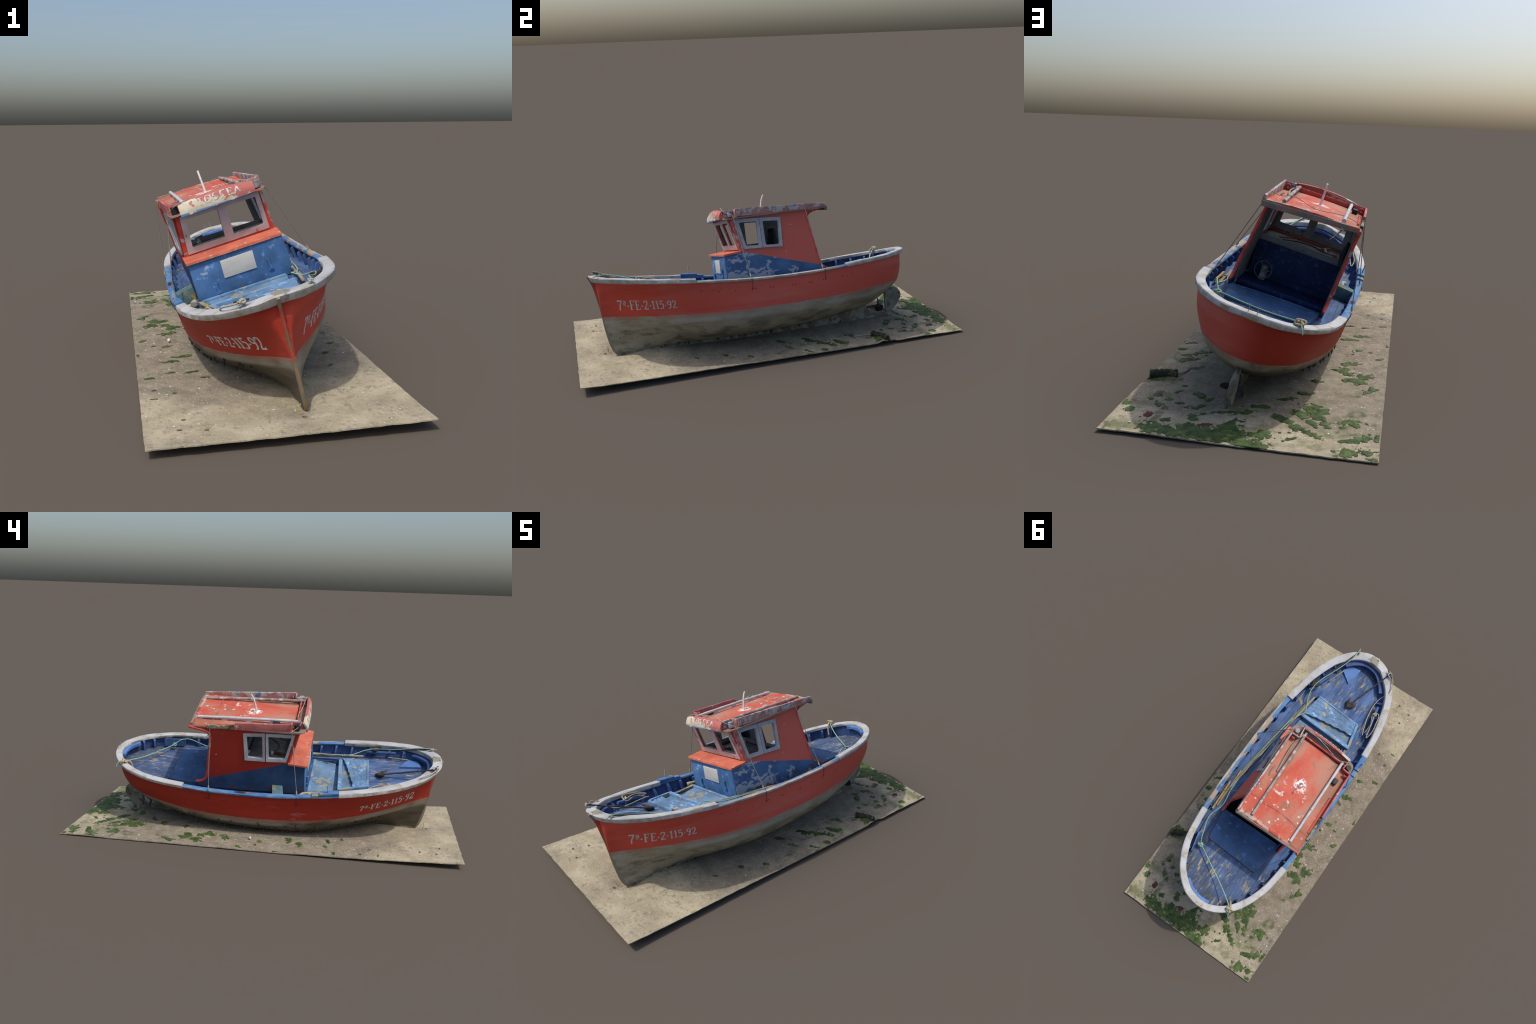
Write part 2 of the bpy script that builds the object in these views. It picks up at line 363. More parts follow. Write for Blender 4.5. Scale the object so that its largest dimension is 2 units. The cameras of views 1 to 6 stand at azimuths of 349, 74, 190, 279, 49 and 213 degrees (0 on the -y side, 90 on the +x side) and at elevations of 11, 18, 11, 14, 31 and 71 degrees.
M_SHELL = plain('shell', (0.62, 0.60, 0.56), 0.25, 200)
M_STONE = plain('pebble', (0.26, 0.22, 0.17), 0.5, 60)
M_WEED_RED = plain('red_seaweed', (0.10, 0.035, 0.035), 0.4, 60)
M_BARNACLE = plain('bilge_growth', (0.045, 0.042, 0.036), 0.5, 60)
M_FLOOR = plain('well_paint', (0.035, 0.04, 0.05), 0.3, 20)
M_HOLE = plain('bolt_hole', (0.03, 0.016, 0.014), 0.2, 60)


# ------------------------------------------------------------------ geometry helpers
BOAT = bpy.data.objects.new('fishing_boat', None)
SCN.objects.link(BOAT)
BOAT.rotation_euler = (0, -HEEL, YAW)
BOAT.location = BASE
BOAT['label'] = 'weathered red and blue wooden fishing boat with wheelhouse, heeled over'
BOAT['category'] = 'fishing boat'


def add(name, verts, faces, mat, parent=BOAT, smooth=None, bevel=0.0, kind=None, seg=2):
    """mesh object; smooth = angle in degrees under which edges are smoothed"""
    me = bpy.data.meshes.new(name)
    me.from_pydata([tuple(v) for v in verts], [], faces)
    bm = bmesh.new(); bm.from_mesh(me)
    bmesh.ops.remove_doubles(bm, verts=bm.verts, dist=1e-5)
    if bevel:
        es = [e for e in bm.edges if len(e.link_faces) == 2 and e.calc_face_angle(0) > 0.6]
        bmesh.ops.bevel(bm, geom=es, offset=bevel, segments=seg, profile=0.6, affect='EDGES', clamp_overlap=True)
    bmesh.ops.recalc_face_normals(bm, faces=bm.faces)
    bm.to_mesh(me); bm.free()
    if smooth is not None:
        me.shade_smooth()
        me.set_sharp_from_angle(angle=math.radians(smooth))
    me.materials.append(mat)
    ob = bpy.data.objects.new(name, me)
    SCN.objects.link(ob)
    if parent:
        ob.parent = parent
    if kind:
        ob['kind'] = kind
    return ob


def spline(ts, vs):
    """natural cubic spline through (ts, vs); returns a function"""
    ts, vs = np.array(ts, float), np.array(vs, float)
    n = len(ts); h = np.diff(ts)
    A = np.zeros((n, n)); b = np.zeros(n); A[0, 0] = A[-1, -1] = 1
    for i in range(1, n - 1):
        A[i, i - 1:i + 2] = h[i - 1], 2 * (h[i - 1] + h[i]), h[i]
        b[i] = 3 * ((vs[i + 1] - vs[i]) / h[i] - (vs[i] - vs[i - 1]) / h[i - 1])
    c = np.linalg.solve(A, b)

    def f(t):
        t = np.clip(t, ts[0], ts[-1])
        i = np.clip(np.searchsorted(ts, t) - 1, 0, n - 2)
        u = t - ts[i]; d = (c[i + 1] - c[i]) / (3 * h[i])
        bb = (vs[i + 1] - vs[i]) / h[i] - h[i] * (2 * c[i] + c[i + 1]) / 3
        return vs[i] + bb * u + c[i] * u * u + d * u ** 3
    return f


def path(points, n=40, closed=False):
    """smooth curve through points, n samples"""
    p = np.array(points, float)
    if len(p) == 2:
        return p
    d = np.concatenate([[0], np.cumsum(np.linalg.norm(np.diff(p, axis=0), axis=1))])
    t = np.linspace(0, d[-1], n)
    return np.stack([spline(d, p[:, k])(t) for k in range(3)], 1)


def tube_data(pts, r, sides=8, flat=1.0):
    """verts, faces of a closed-ended tube; r a number or one per point"""
    pts = [Vector(p) for p in pts]
    rs = r if hasattr(r, '__len__') else [r] * len(pts)
    V, F = [], []
    up = Vector((0, 0, 1))
    for i, p in enumerate(pts):
        t = (pts[min(i + 1, len(pts) - 1)] - pts[max(i - 1, 0)]).normalized()
        if abs(t.dot(up)) > 0.97:
            a = t.cross(Vector((1, 0, 0))).normalized()
        else:
            a = t.cross(up).normalized()
        b = a.cross(t)
        for k in range(sides):
            q = 2 * math.pi * k / sides
            V.append(p + (a * math.cos(q) + b * math.sin(q) * flat) * rs[i])
    for i in range(len(pts) - 1):
        for k in range(sides):
            k2 = (k + 1) % sides
            F.append((i * sides + k, i * sides + k2, (i + 1) * sides + k2, (i + 1) * sides + k))
    F.append(tuple(range(sides)))
    F.append(tuple((len(pts) - 1) * sides + k for k in range(sides)))
    return V, F


def tube(name, pts, r, mat, sides=8, parent=BOAT, flat=1.0, **k):
    V, F = tube_data(pts, r, sides, flat)
    return add(name, V, F, mat, parent, smooth=50, **k)


def join_data(parts):
    V, F = [], []
    for v, f in parts:
        o = len(V); V += list(v); F += [tuple(i + o for i in q) for q in f]
    return V, F


def box8(c):
    """solid from 8 corners: 4 below, 4 above, same order"""
    return list(c), [(3, 2, 1, 0), (4, 5, 6, 7), (0, 1, 5, 4), (1, 2, 6, 5), (2, 3, 7, 6), (3, 0, 4, 7)]


def box(x0, x1, y0, y1, z0, z1):
    return box8([(x0, y0, z0), (x1, y0, z0), (x1, y1, z0), (x0, y1, z0), (x0, y0, z1), (x1, y0, z1), (x1, y1, z1), (x0, y1, z1)])


def beam(a, b, w, h, side=None):
    """bar from a to b, w wide, h high (upwards in the boat frame)"""
    a, b = Vector(a), Vector(b)
    t = (b - a).normalized()
    s = Vector(side) if side else t.cross(Vector((0, 0, 1))).normalized()
    u = s.cross(t).normalized()
    if u.z < 0:
        u = -u
    s = s * w / 2; u = u * h
    return box8([a - s, a + s, b + s, b - s, a - s + u, a + s + u, b + s + u, b - s + u])


def slab(outer, holes, front, back):
    """thick panel: a 2D outline with holes, mapped to space by two functions"""
    loops = [outer] + holes
    flat = [p for l in loops for p in l]
    tris = tessellate_polygon([[Vector((p[0], p[1], 0)) for p in l] for l in loops])
    n = len(flat)
    V = [front(*p) for p in flat] + [back(*p) for p in flat]
    F = [tuple(t) for t in tris] + [tuple(i + n for i in reversed(t)) for t in tris]
    o = 0
    for l in loops:
        for i in range(len(l)):
            j = (i + 1) % len(l)
            F.append((o + i, o + j, o + j + n, o + i + n))
        o += len(l)
    return V, F


def round_poly(pts, r, n=4):
    """2D polygon with rounded corners"""
    out = []
    m = len(pts)
    for i in range(m):
        p, a, b = Vector(pts[i]), Vector(pts[i - 1]), Vector(pts[(i + 1) % m])
        rr = r[i] if hasattr(r, '__len__') else r
        if rr <= 0:
            out.append(tuple(p)); continue
        da, db = (a - p), (b - p)
        rr = min(rr, da.length * 0.45, db.length * 0.45)
        p0, p1 = p + da.normalized() * rr, p + db.normalized() * rr
        for k in range(n + 1):
            t = k / n
            out.append(tuple(p0 * (1 - t) ** 2 + p * 2 * t * (1 - t) + p1 * t * t))
    return out


def densify(poly, step):
    out = []
    for i in range(len(poly)):
        a, b = Vector(poly[i]), Vector(poly[(i + 1) % len(poly)])
        k = max(1, int((b - a).length / step))
        out += [tuple(a.lerp(b, j / k)) for j in range(k)]
    return out


# ------------------------------------------------------------------ hull form
S21 = np.linspace(0, 1, 21)
RIM = np.array([(.010, -.899, .395), (.065, -.889, .391), (.120, -.857, .386), (.172, -.805, .379), (.216, -.733, .371), (.249, -.645, .360),
                (.272, -.541, .348), (.288, -.424, .336), (.298, -.298, .325), (.303, -.165, .315), (.303, -.029, .309), (.301, .107, .307),
                (.297, .239, .309), (.291, .366, .315), (.280, .482, .322), (.260, .586, .329), (.226, .675, .335), (.181, .746, .341),
                (.126, .798, .345), (.063, .830, .350), (.000, .841, .353)])
WL = np.array([(.007, -.849, .200), (.008, -.846, .200), (.018, -.821, .199), (.047, -.770, .196), (.094, -.702, .193), (.145, -.616, .189),
               (.193, -.515, .184), (.235, -.403, .179), (.265, -.281, .175), (.283, -.153, .172), (.289, -.021, .172), (.288, .110, .172),
               (.279, .239, .171), (.260, .360, .171), (.232, .473, .173), (.199, .573, .179), (.163, .662, .188), (.122, .728, .197),
               (.080, .773, .204), (.040, .797, .208), (.000, .803, .212)])
rim_f = [spline(S21, RIM[:, k]) for k in range(3)]
wl_f = [spline(S21, WL[:, k]) for k in range(3)]
keel_z = spline([-.80, -.60, -.20, .10, .30, .45, .55, .62, .67, .72, .758, .79, .806],
                [.010, .012, .015, .019, .029, .045, .062, .081, .106, .130, .156, .183, .208])
full = spline([0, .15, .25, .33, .42, .5, .6, .72, .85, 1.0], [2.3, 2.12, 1.66, 1.18, .88, .91, 1.0, 1.15, 1.30, 1.2])   # 1 = round bilge, 2 = straight V


def rim_at(s, inset=0.0):
    """point of the rim's outer lower edge at station s (port side), moved inboard"""
    p = np.array([f(s) for f in rim_f])
    d = np.array([(f(min(s + .004, 1)) - f(max(s - .004, 0))) for f in rim_f])
    nrm = np.array([d[1], -d[0], 0.0]); nrm /= np.linalg.norm(nrm) + 1e-12
    if s < 0.004 or s > 0.996:
        nrm = np.array([0.0, -1.0 if s < .5 else 1.0, 0.0])
    q = p - nrm * inset
    q[0] = max(q[0], 0.0) if 0.004 < s < 0.996 else 0.0
    return q


NV_TOP, NV_LOW = 10, 16


def section(s):
    """hull section at station s from the rim to the keel, port side"""
    a = rim_at(s, 0.011 + 0.006 * max(0.0, min(1.0, abs(s - .5) * 8 - 1.6)) + 0.005 * max(0.0, s - .8) / .2 + 0.013 * max(0.0, 1 - s / .24))
    a[2] += 0.004
    w = np.array([f(s) for f in wl_f]); w[0] = max(w[0], 0.0)
    ky = -.80 + 1.586 * (0.5 - 0.5 * math.cos(math.pi * s))
    k = np.array([min(0.009, w[0] if s > .5 else 1), ky, float(keel_z(ky))])
    if s < .5:
        a[0] = max(a[0], 0.008); w[0] = max(w[0], 0.008)
    k[2] = min(k[2], w[2] - 0.004)
    out = []
    for i in range(NV_TOP):
        t = i / NV_TOP
        p = a * (1 - t) + w * t
        bulge = math.sin(math.pi * t)
        p[0] += (0.005 + 0.017 * math.exp(-((s - .84) / .09) ** 2)) * bulge * min(1, max(0, (s - .35) * 4)) * (1 if s < 0.985 else (1 - s) / 0.015)
        if s > 0.7:
            p[1] += 0.006 * bulge * (s - .7) / .3
        if s < 0.45:
            p[0] -= (0.006 * min(1, (.45 - s) * 5) + 0.019 * max(0, min(1, (.34 - s) * 6))) * bulge * min(1, s * 9)
        out.append(p)
    e = float(full(s))
    for i in range(NV_LOW + 1):
        q = 0.5 * math.pi * i / NV_LOW
        fx, fz = math.cos(q) ** e, 1 - math.sin(q) ** e
        out.append(np.array([k[0] + (w[0] - k[0]) * fx, k[1] + (w[1] - k[1]) * fz ** 0.8, k[2] + (w[2] - k[2]) * fz]))
    out = np.array(out)
    for _ in range(4 if s < .72 else 4 + int((s - .72) * 50)):
        out[1:-1] = out[1:-1] * 0.5 + (out[:-2] + out[2:]) * 0.25
    if s < .004 or s > .996:
        out[:, 0] = 0.007 if s < .5 else 0.0
    return out


NS = 120
STATIONS = np.linspace(0, 1, NS + 1)
HULL = np.array([section(s) for s in STATIONS])              # station, girth, xyz (port)
NG = HULL.shape[1]

V, F = [], []
for side in (1, -1):
    o = len(V)
    V += [(p[0] * side, p[1], p[2]) for row in HULL for p in row]
    for i in range(NS):
        for j in range(NG - 1):
            F.append((o + i * NG + j, o + (i + 1) * NG + j, o + (i + 1) * NG + j + 1, o + i * NG + j + 1))
o2 = (NS + 1) * NG
for i in range(NS):                                           # close the bottom over the keel
    F.append((i * NG + NG - 1, (i + 1) * NG + NG - 1, o2 + (i + 1) * NG + NG - 1, o2 + i * NG + NG - 1))
for j in range(NG - 1):                                       # close the stem
    F.append((j, j + 1, o2 + j + 1, o2 + j))
hull = add('hull', V, F, M_HULL, smooth=60)


LOOK_Z = np.linspace(0.0, 0.40, 121)
LOOK_Y = np.array([[np.interp(z, r[::-1, 2], r[::-1, 1]) for r in HULL] for z in LOOK_Z])
LOOK_X = np.array([[np.interp(z, r[::-1, 2], r[::-1, 0]) for r in HULL] for z in LOOK_Z])


def hull_point(y, z, side):
    """point of the outer hull at length y and height z"""
    k = min(max(z / LOOK_Z[1], 0), 119.999); i = int(k); t = k - i
    x = np.interp(y, LOOK_Y[i], LOOK_X[i]) * (1 - t) + np.interp(y, LOOK_Y[i + 1], LOOK_X[i + 1]) * t
    return Vector((side * float(x), y, z))


def hull_in(st, z, inset):
    """point inside the planking at station st (0..1) and height z"""
    k = st * NS; i = min(int(k), NS - 1); t = k - i
    r = HULL[i] * (1 - t) + HULL[i + 1] * t
    x, y = np.interp(z, r[::-1, 2], r[::-1, 0]), np.interp(z, r[::-1, 2], r[::-1, 1])
    d = np.array(rim_at(st, 0.0)) - np.array(rim_at(st, 0.01)); d /= np.linalg.norm(d) + 1e-9
    return np.array([max(x - d[0] * inset, 0.0), y - d[1] * inset, z])


def hull_normal(y, z, side):
    a = hull_point(y + .01, z, side) - hull_point(y - .01, z, side)
    b = hull_point(y, z + .008, side) - hull_point(y, z - .008, side)
    n = a.cross(b).normalized()
    return n if n.x * side > 0 else -n


# keel, deadwood, stem
keel = []
ks = np.linspace(-.785, .75, 60)
for y in ks:
    top = max(float(keel_z(min(y, .615))), 0.006) + 0.004 if y < .615 else 0.012
    bot = -0.008 if y > -.74 else -0.008 + (-.74 - y) * 0.22
    w = 0.010
    keel.append([(-w, y, bot), (w, y, bot), (w, y, top), (-w, y, top)])
V = [p for r in keel for p in r]
F = [(0, 1, 2, 3)] + [tuple(4 * (len(keel) - 1) + k for k in (3, 2, 1, 0))]
for i in range(len(keel) - 1):
    F += [(4 * i + k, 4 * i + (k + 1) % 4, 4 * i + 4 + (k + 1) % 4, 4 * i + 4 + k) for k in range(4)]
add('keel', V, F, M_KEEL, smooth=30)

prof = path([(0, -.902, .419), (0, -.896, .408), (0, -.880, .372), (0, -.866, .310), (0, -.853, .240), (0, -.848, .195), (0, -.843, .150), (0, -.834, .095), (0, -.822, .045), (0, -.802, .010), (0, -.780, -.004)], 50)
V, F = [], []
for i, p in enumerate(prof):
    t = prof[min(i + 1, 49)] - prof[max(i - 1, 0)]; t /= np.linalg.norm(t)
    n = np.array([0, t[2], -t[1]])                            # out of the bow, forwards
    if n[1] > 0:
        n = -n
    wd = 1 if i > 8 else .75
    for w, d in ((.0085 * wd, -.020), (.0068 * wd, -.002), (.0040, .0045), (-.0040, .0045), (-.0068 * wd, -.002), (-.0085 * wd, -.020)):
        V.append((w, p[1] + n[1] * d, p[2] + n[2] * d))
for i in range(49):
    F += [(6 * i + k, 6 * i + (k + 1) % 6, 6 * i + 6 + (k + 1) % 6, 6 * i + 6 + k) for k in range(6)]
F += [tuple(range(6)), tuple(49 * 6 + k for k in range(6))]
stem_mat = Mat('stem_wood', 0.75)
_x, _y, _z = stem_mat.xyz()
stem_c = stem_mat.mix(stem_mat.step(stem_mat.noise(26, 6, (1, 1, .4)), .45, .55), (0.42, 0.075, 0.05), (0.26, 0.13, 0.075))
stem_l = stem_mat.mix(stem_mat.step(stem_mat.noise(26, 6, (1, 1, .4), 3.0), .4, .6), (0.30, 0.19, 0.10), (0.20, 0.17, 0.12))
stem_l = stem_mat.mix(stem_mat.step(stem_mat.math('ABSOLUTE', _x), .0042, .0052), stem_l, (0.22, 0.20, 0.15))
stem_c = stem_mat.mix(stem_mat.step(_z, .20, .18), stem_c, stem_l)
stem_c = stem_mat.mix(stem_mat.step(_z, .375, .392), stem_c, (0.24, 0.20, 0.14))
add('stem', V, F, stem_mat.done(stem_c, stem_mat.noise(70, 5)), smooth=40)


# ------------------------------------------------------------------ rim, bulwark, deck, ribs
def y_to_s(y):
    lo, hi = 0.0, 1.0
    for _ in range(40):
        mid = (lo + hi) / 2
        if rim_f[1](mid) < y: lo = mid
        else: hi = mid
    return (lo + hi) / 2


def ring_point(u, inset):
    """u in 0..2 runs round the rim: bow, port, stern, starboard, bow"""
    u %= 2.0
    s, side = (u, 1) if u <= 1 else (2 - u, -1)
    p = rim_at(s, inset)
    return Vector((p[0] * side, p[1], p[2]))


def rim_piece(name, u0, u1, width, th, mat, drop=0.0, n=90, out=0.0, rough=0.0, rake=None):
    """capping plank swept round the rim; width and th are functions of u"""
    V, F = [], []
    us = np.linspace(u0, u1, n)
    prof_k = 8
    for u in us:
        w, t = width(u), th(u)
        jig = noise.noise(Vector((u * 14, 3, 0))) * rough
        b = min(.004, t * .3)
        for ins, h in ((-out, drop + b), (-out, t - b), (b - out, t), (w - b, t), (w, t - b), (w, drop + b), (w - b, drop), (b - out, drop)):
            ins2 = ins + (jig if ins > 0.01 else jig * .4)
            if rake and ins < w * .4:
                ins2 += rake(u) * max(0.0, 1 - h / t)
            p = ring_point(u, ins2)
            V.append(p + Vector((0, 0, h + noise.noise(Vector((u * 22, ins * 40, h * 60))) * rough * .6)))
    for i in range(n - 1):
        F += [(8 * i + k, 8 * i + (k + 1) % 8, 8 * i + 8 + (k + 1) % 8, 8 * i + 8 + k) for k in range(8)]
    F += [tuple(range(7, -1, -1)), tuple(8 * (n - 1) + k for k in range(8))]
    return add(name, V, F, mat, smooth=45)


S_FORE, S_AFT = y_to_s(-.395), y_to_s(.402)
lerp = lambda a, b, t: a + (b - a) * max(0, min(1, t))
fold = lambda u: (abs(((u + 1) % 2) - 1))                     # distance from the bow, 0..1
rim_piece('bow_rim_cap', -S_FORE, S_FORE, lambda u: lerp(.052, .036, fold(u) / S_FORE), lambda u: lerp(.031, .024, fold(u) / S_FORE * 1.6), M_WHITE, n=110, out=.001, rough=.003, rake=lambda u: .013 * max(0.0, 1 - fold(u) / .24))
rim_piece('stern_rim_cap', S_AFT, 2 - S_AFT, lambda u: lerp(.034, .037, (fold(u) - S_AFT) / (1 - S_AFT)), lambda u: .021, M_WHITE, n=110, out=.001, rough=.003)
rim_piece('side_rail', S_FORE, S_AFT, lambda u: .030, lambda u: .0145, M_RAIL, n=80, out=-.001, rough=.002)
rim_piece('side_rail', 2 - S_AFT, 2 - S_FORE, lambda u: .030, lambda u: .0145, M_RAIL, n=80, out=-.001, rough=.002)
# raised oarlock block on the starboard rail
uo0, uo1 = 2 - y_to_s(-.300), 2 - y_to_s(-.392)
rim_piece('oarlock_block', uo0, uo1, lambda u: .032, lambda u: .031, M_RAIL, drop=.0145, n=14, out=0, rough=.001)
rim_piece('oarlock_block', 2 - y_to_s(-.262), 2 - y_to_s(-.297), lambda u: .031, lambda u: .022, M_RAIL, drop=.0145, n=8, out=0, rough=.001)
tube('thole_pin', [(-.283, -.341, .355), (-.2845, -.338, .400)], .0028, M_STEEL)

deck_z = spline([-.90, -.75, -.60, -.45, -.30, -.10, .10, .30, .42, .55, .70, .86],      # at the deck's edge
                [.352, .334, .312, .286, .270, .262, .258, .261, .269, .277, .284, .290])
V, F = [], []
NB, NK = 160, 5
for i in range(NB + 1):                                       # bulwark lining, rim to deck
    u = 2.0 * i / NB
    st, side = (u, 1) if u <= 1 else (2 - u, -1)
    zt = float(rim_f[2](st)) + .003
    zb = float(deck_z(float(rim_f[1](st)))) - .008
    for k in range(NK):
        p = hull_in(st, zt + (zb - zt) * k / (NK - 1), .008)
        V.append((p[0] * side, p[1], p[2]))
F = [(i * NK + k, (i + 1) * NK + k, (i + 1) * NK + k + 1, i * NK + k + 1) for i in range(NB) for k in range(NK - 1)]
add('bulwark', V, F, M_BULWARK, smooth=60)

NX = 28
WELL = (-.180, .178, -.195, .335)
V, F = [], []
rows = []
for i in range(NS + 1):
    s = STATIONS[i]
    p = hull_in(s, float(deck_z(float(rim_f[1](s)))), .005)
    rows.append(p)
    for j in range(NX + 1):
        t = -1 + 2 * j / NX
        camber = (.023 - .013 * max(0, min(1, (abs(p[1]) - .30) / .2))) * (1 - t * t) * min(1, p[0] / .2)
        V.append((p[0] * t, p[1], float(deck_z(p[1])) + camber + .0012 * noise.noise(Vector((p[0] * t * 20, p[1] * 8, 2)))))
for i in range(NS):
    for j in range(NX):
        q = [i * (NX + 1) + j, i * (NX + 1) + j + 1, (i + 1) * (NX + 1) + j + 1, (i + 1) * (NX + 1) + j]
        cx = sum(V[k][0] for k in q) / 4; cy = sum(V[k][1] for k in q) / 4
        if (WELL[0] + .006 < cx < WELL[1] - .006 and WELL[2] < cy < WELL[3]) or (-.150 < cx < .145 and -.520 < cy < -.228):
            continue
        F.append(tuple(q))
add('deck', V, F, M_DECK, smooth=40)

rib_parts = None
ribs_port = [-.732, -.650, -.544, -.440, -.350, -.266, -.187, -.103, -.010, .100, .196, .275, .364, .448, .543, .630, .707, .765]
for side in (1, -1):
    for k, y in enumerate(ribs_port):
        yy = y + (0 if side > 0 else random.uniform(-.008, .008))
        s = y_to_s(yy)
        dz = float(deck_z(yy)) - .004
        zr = float(rim_f[2](s))
        top = zr + random.uniform(-.004, .003)
        p = hull_in(s, dz, .006); q = hull_in(s, dz, .026)
        h = .0062
        t = np.array([rim_f[0](s + .005) - rim_f[0](s - .005), rim_f[1](s + .005) - rim_f[1](s - .005), 0]); t /= np.linalg.norm(t); t *= h
        f = lambda P, z, sg: ((P[0] + t[0] * sg) * side, P[1] + t[1] * sg, z)
        ring = [(p, dz), (q, dz), (hull_in(s, dz + (top - dz) * .6, .029), dz + (top - dz) * .6), (hull_in(s, top, .029), top - .006), (hull_in(s, top, .024), top), (hull_in(s, top, .006), top)]
        Vv = [f(P, z, -1) for P, z in ring] + [f(P, z, 1) for P, z in ring]
        n5 = len(ring)
        Ff = [tuple(range(n5)), tuple(range(2 * n5 - 1, n5 - 1, -1))] + [(i, (i + 1) % n5, (i + 1) % n5 + n5, i + n5) for i in range(n5)]
        add('rib', Vv, Ff, M_RIB, bevel=.002, smooth=50)

# curved shelves (breasthooks) under the rim at bow and stern
rim_piece('bow_shelf', -.16, .16, lambda u: .072, lambda u: -.002, M_BULWARK, drop=-.014, n=40, out=-.040)
rim_piece('stern_shelf', .885, 1.045, lambda u: .052, lambda u: .004, mat_blue('stern_shelf_paint', (0.09, 0.21, 0.50), amount=.68), drop=-.014, n=40, out=-.026)

# ------------------------------------------------------------------ registration lettering
GLYPHS = {  # strokes in a unit-high cell: list of (points, half width); width of cell
    '7': ([([(0.02, .94), (.50, .94)], .07), ([(.02, .98), (.02, .80)], .028), ([(.50, .94), (.34, .62), (.22, .28), (.20, .0)], .068)], .56),
    'a': ([([(.05, .86), (.16, .92), (.26, .88), (.27, .60)], .04), ([(.27, .76), (.10, .72), (.05, .63), (.14, .58), (.26, .64)], .035), ([(.04, .48), (.30, .48)], .028)], .36),
    '-': ([([(.04, .40), (.20, .40)], .062)], .26),
    'F': ([([(.15, .0), (.15, 1.)], .075), ([(.02, .97), (.52, .97)], .032), ([(.51, .98), (.51, .78)], .028), ([(.15, .52), (.40, .52)], .03), ([(.40, .62), (.40, .42)], .025), ([(.02, .03), (.30, .03)], .03)], .57),
    'E': ([([(.15, .0), (.15, 1.)], .075), ([(.02, .97), (.50, .97)], .032), ([(.49, .98), (.49, .79)], .028), ([(.15, .52), (.38, .52)], .03), ([(.38, .62), (.38, .42)], .025), ([(.02, .03), (.53, .03)], .032), ([(.52, .0), (.52, .22)], .028)], .60),
    '2': ([([(.05, .74), (.10, .92), (.24, .97), (.38, .91), (.40, .74), (.32, .52), (.16, .26), (.04, .06)], .06), ([(.02, .06), (.46, .06)], .065), ([(.46, .0), (.46, .22)], .026)], .52),
    '1': ([([(.19, .0), (.19, 1.)], .075), ([(.04, .84), (.19, .96)], .034), ([(.04, .03), (.34, .03)], .03)], .38),
    '5': ([([(.08, .95), (.42, .95)], .06), ([(.10, .97), (.08, .54)], .04), ([(.08, .54), (.24, .62), (.39, .52), (.42, .32), (.34, .10), (.18, .02), (.04, .10)], .062)], .50),
    '9': ([([(.40, .66), (.30, .50), (.14, .52), (.06, .70), (.12, .90), (.24, .97), (.38, .88), (.42, .66), (.36, .32), (.18, .02), (.08, .03)], .058)], .50),
    'T': ([([(.25, .0), (.25, 1.)], .075), ([(.0, .95), (.50, .95)], .06)], .56),
    'O': ([([(.30, .97), (.12, .85), (.06, .50), (.12, .15), (.30, .03), (.48, .15), (.54, .50), (.48, .85), (.30, .97)], .055)], .64),
    'S': ([([(.46, .84), (.30, .97), (.12, .88), (.10, .68), (.28, .53), (.44, .36), (.42, .12), (.24, .03), (.06, .16)], .06)], .56),
    'A': ([([(.02, .0), (.26, 1.)], .06), ([(.26, 1.), (.52, .0)], .07), ([(.12, .34), (.42, .34)], .04)], .60),
}


def text_strips(text, gap=.06):
    """strokes of a line of text as quads of (u, v), unit height"""
    x = 0.0
    quads = []
    for ch in text:
        if ch == ' ':
            x += .3; continue
        strokes, w = GLYPHS[ch]
        for pts, hw in strokes:
            if len(pts) > 3:
                p3 = path([(a, b, 0) for a, b in pts], len(pts) * 4)[:, :2]
            else:
                p3 = []
                for i in range(len(pts) - 1):
                    a, b = np.array(pts[i]), np.array(pts[i + 1])
                    p3 += [a + (b - a) * t for t in np.linspace(0, 1, 7)[:(7 if i == len(pts) - 2 else 6)]]
                p3 = np.array(p3)
            d = np.gradient(p3, axis=0); d /= np.linalg.norm(d, axis=1)[:, None]
            nn = np.stack([-d[:, 1], d[:, 0]], 1)
            # broad-nib pen: upright strokes heavier than level ones
            wgt = hw * (0.72 + 0.35 * np.abs(d[:, 1])) if len(pts) > 3 else np.full(len(p3), hw)
            L, R_ = p3 + nn * wgt[:, None], p3 - nn * wgt[:, None]
            for i in range(len(p3) - 1):
                quads.append([(x + L[i][0], L[i][1]), (x + L[i + 1][0], L[i + 1][1]), (x + R_[i + 1][0], R_[i + 1][1]), (x + R_[i][0], R_[i][1])])
        x += w + gap
    return quads, x


def lettering(name, text, place, mat, height=1.0, parent=BOAT):
    """each stroke piece is a thin raised tile of paint; place maps (u, v, lift) to space, u in 0..1"""
    quads, total = text_strips(text)
    V, F = [], []
    for k, q in enumerate(quads):
        lift = .0010 + (k % 5) * .00006
        o = len(V)
        V += [place(u / total, v, lift) for u, v in q] + [place(u / total, v, -.002) for u, v in q]
        F += [(o, o + 1, o + 2, o + 3), (o, o + 4, o + 5, o + 1), (o + 1, o + 5, o + 6, o + 2), (o + 2, o + 6, o + 7, o + 3), (o + 3, o + 7, o + 4, o)]
    ob = add(name, V, F, mat, parent)
    return ob


def place_port(u, v, lift):
    y = lerp(-.770, -.490, u)
    base = lerp(.2335, .2215, u); h = lerp(.055, .037, u)
    z = base + v * h
    y += (v - .5) * -.006
    return hull_point(y, z, 1) + hull_normal(y, z, 1) * lift


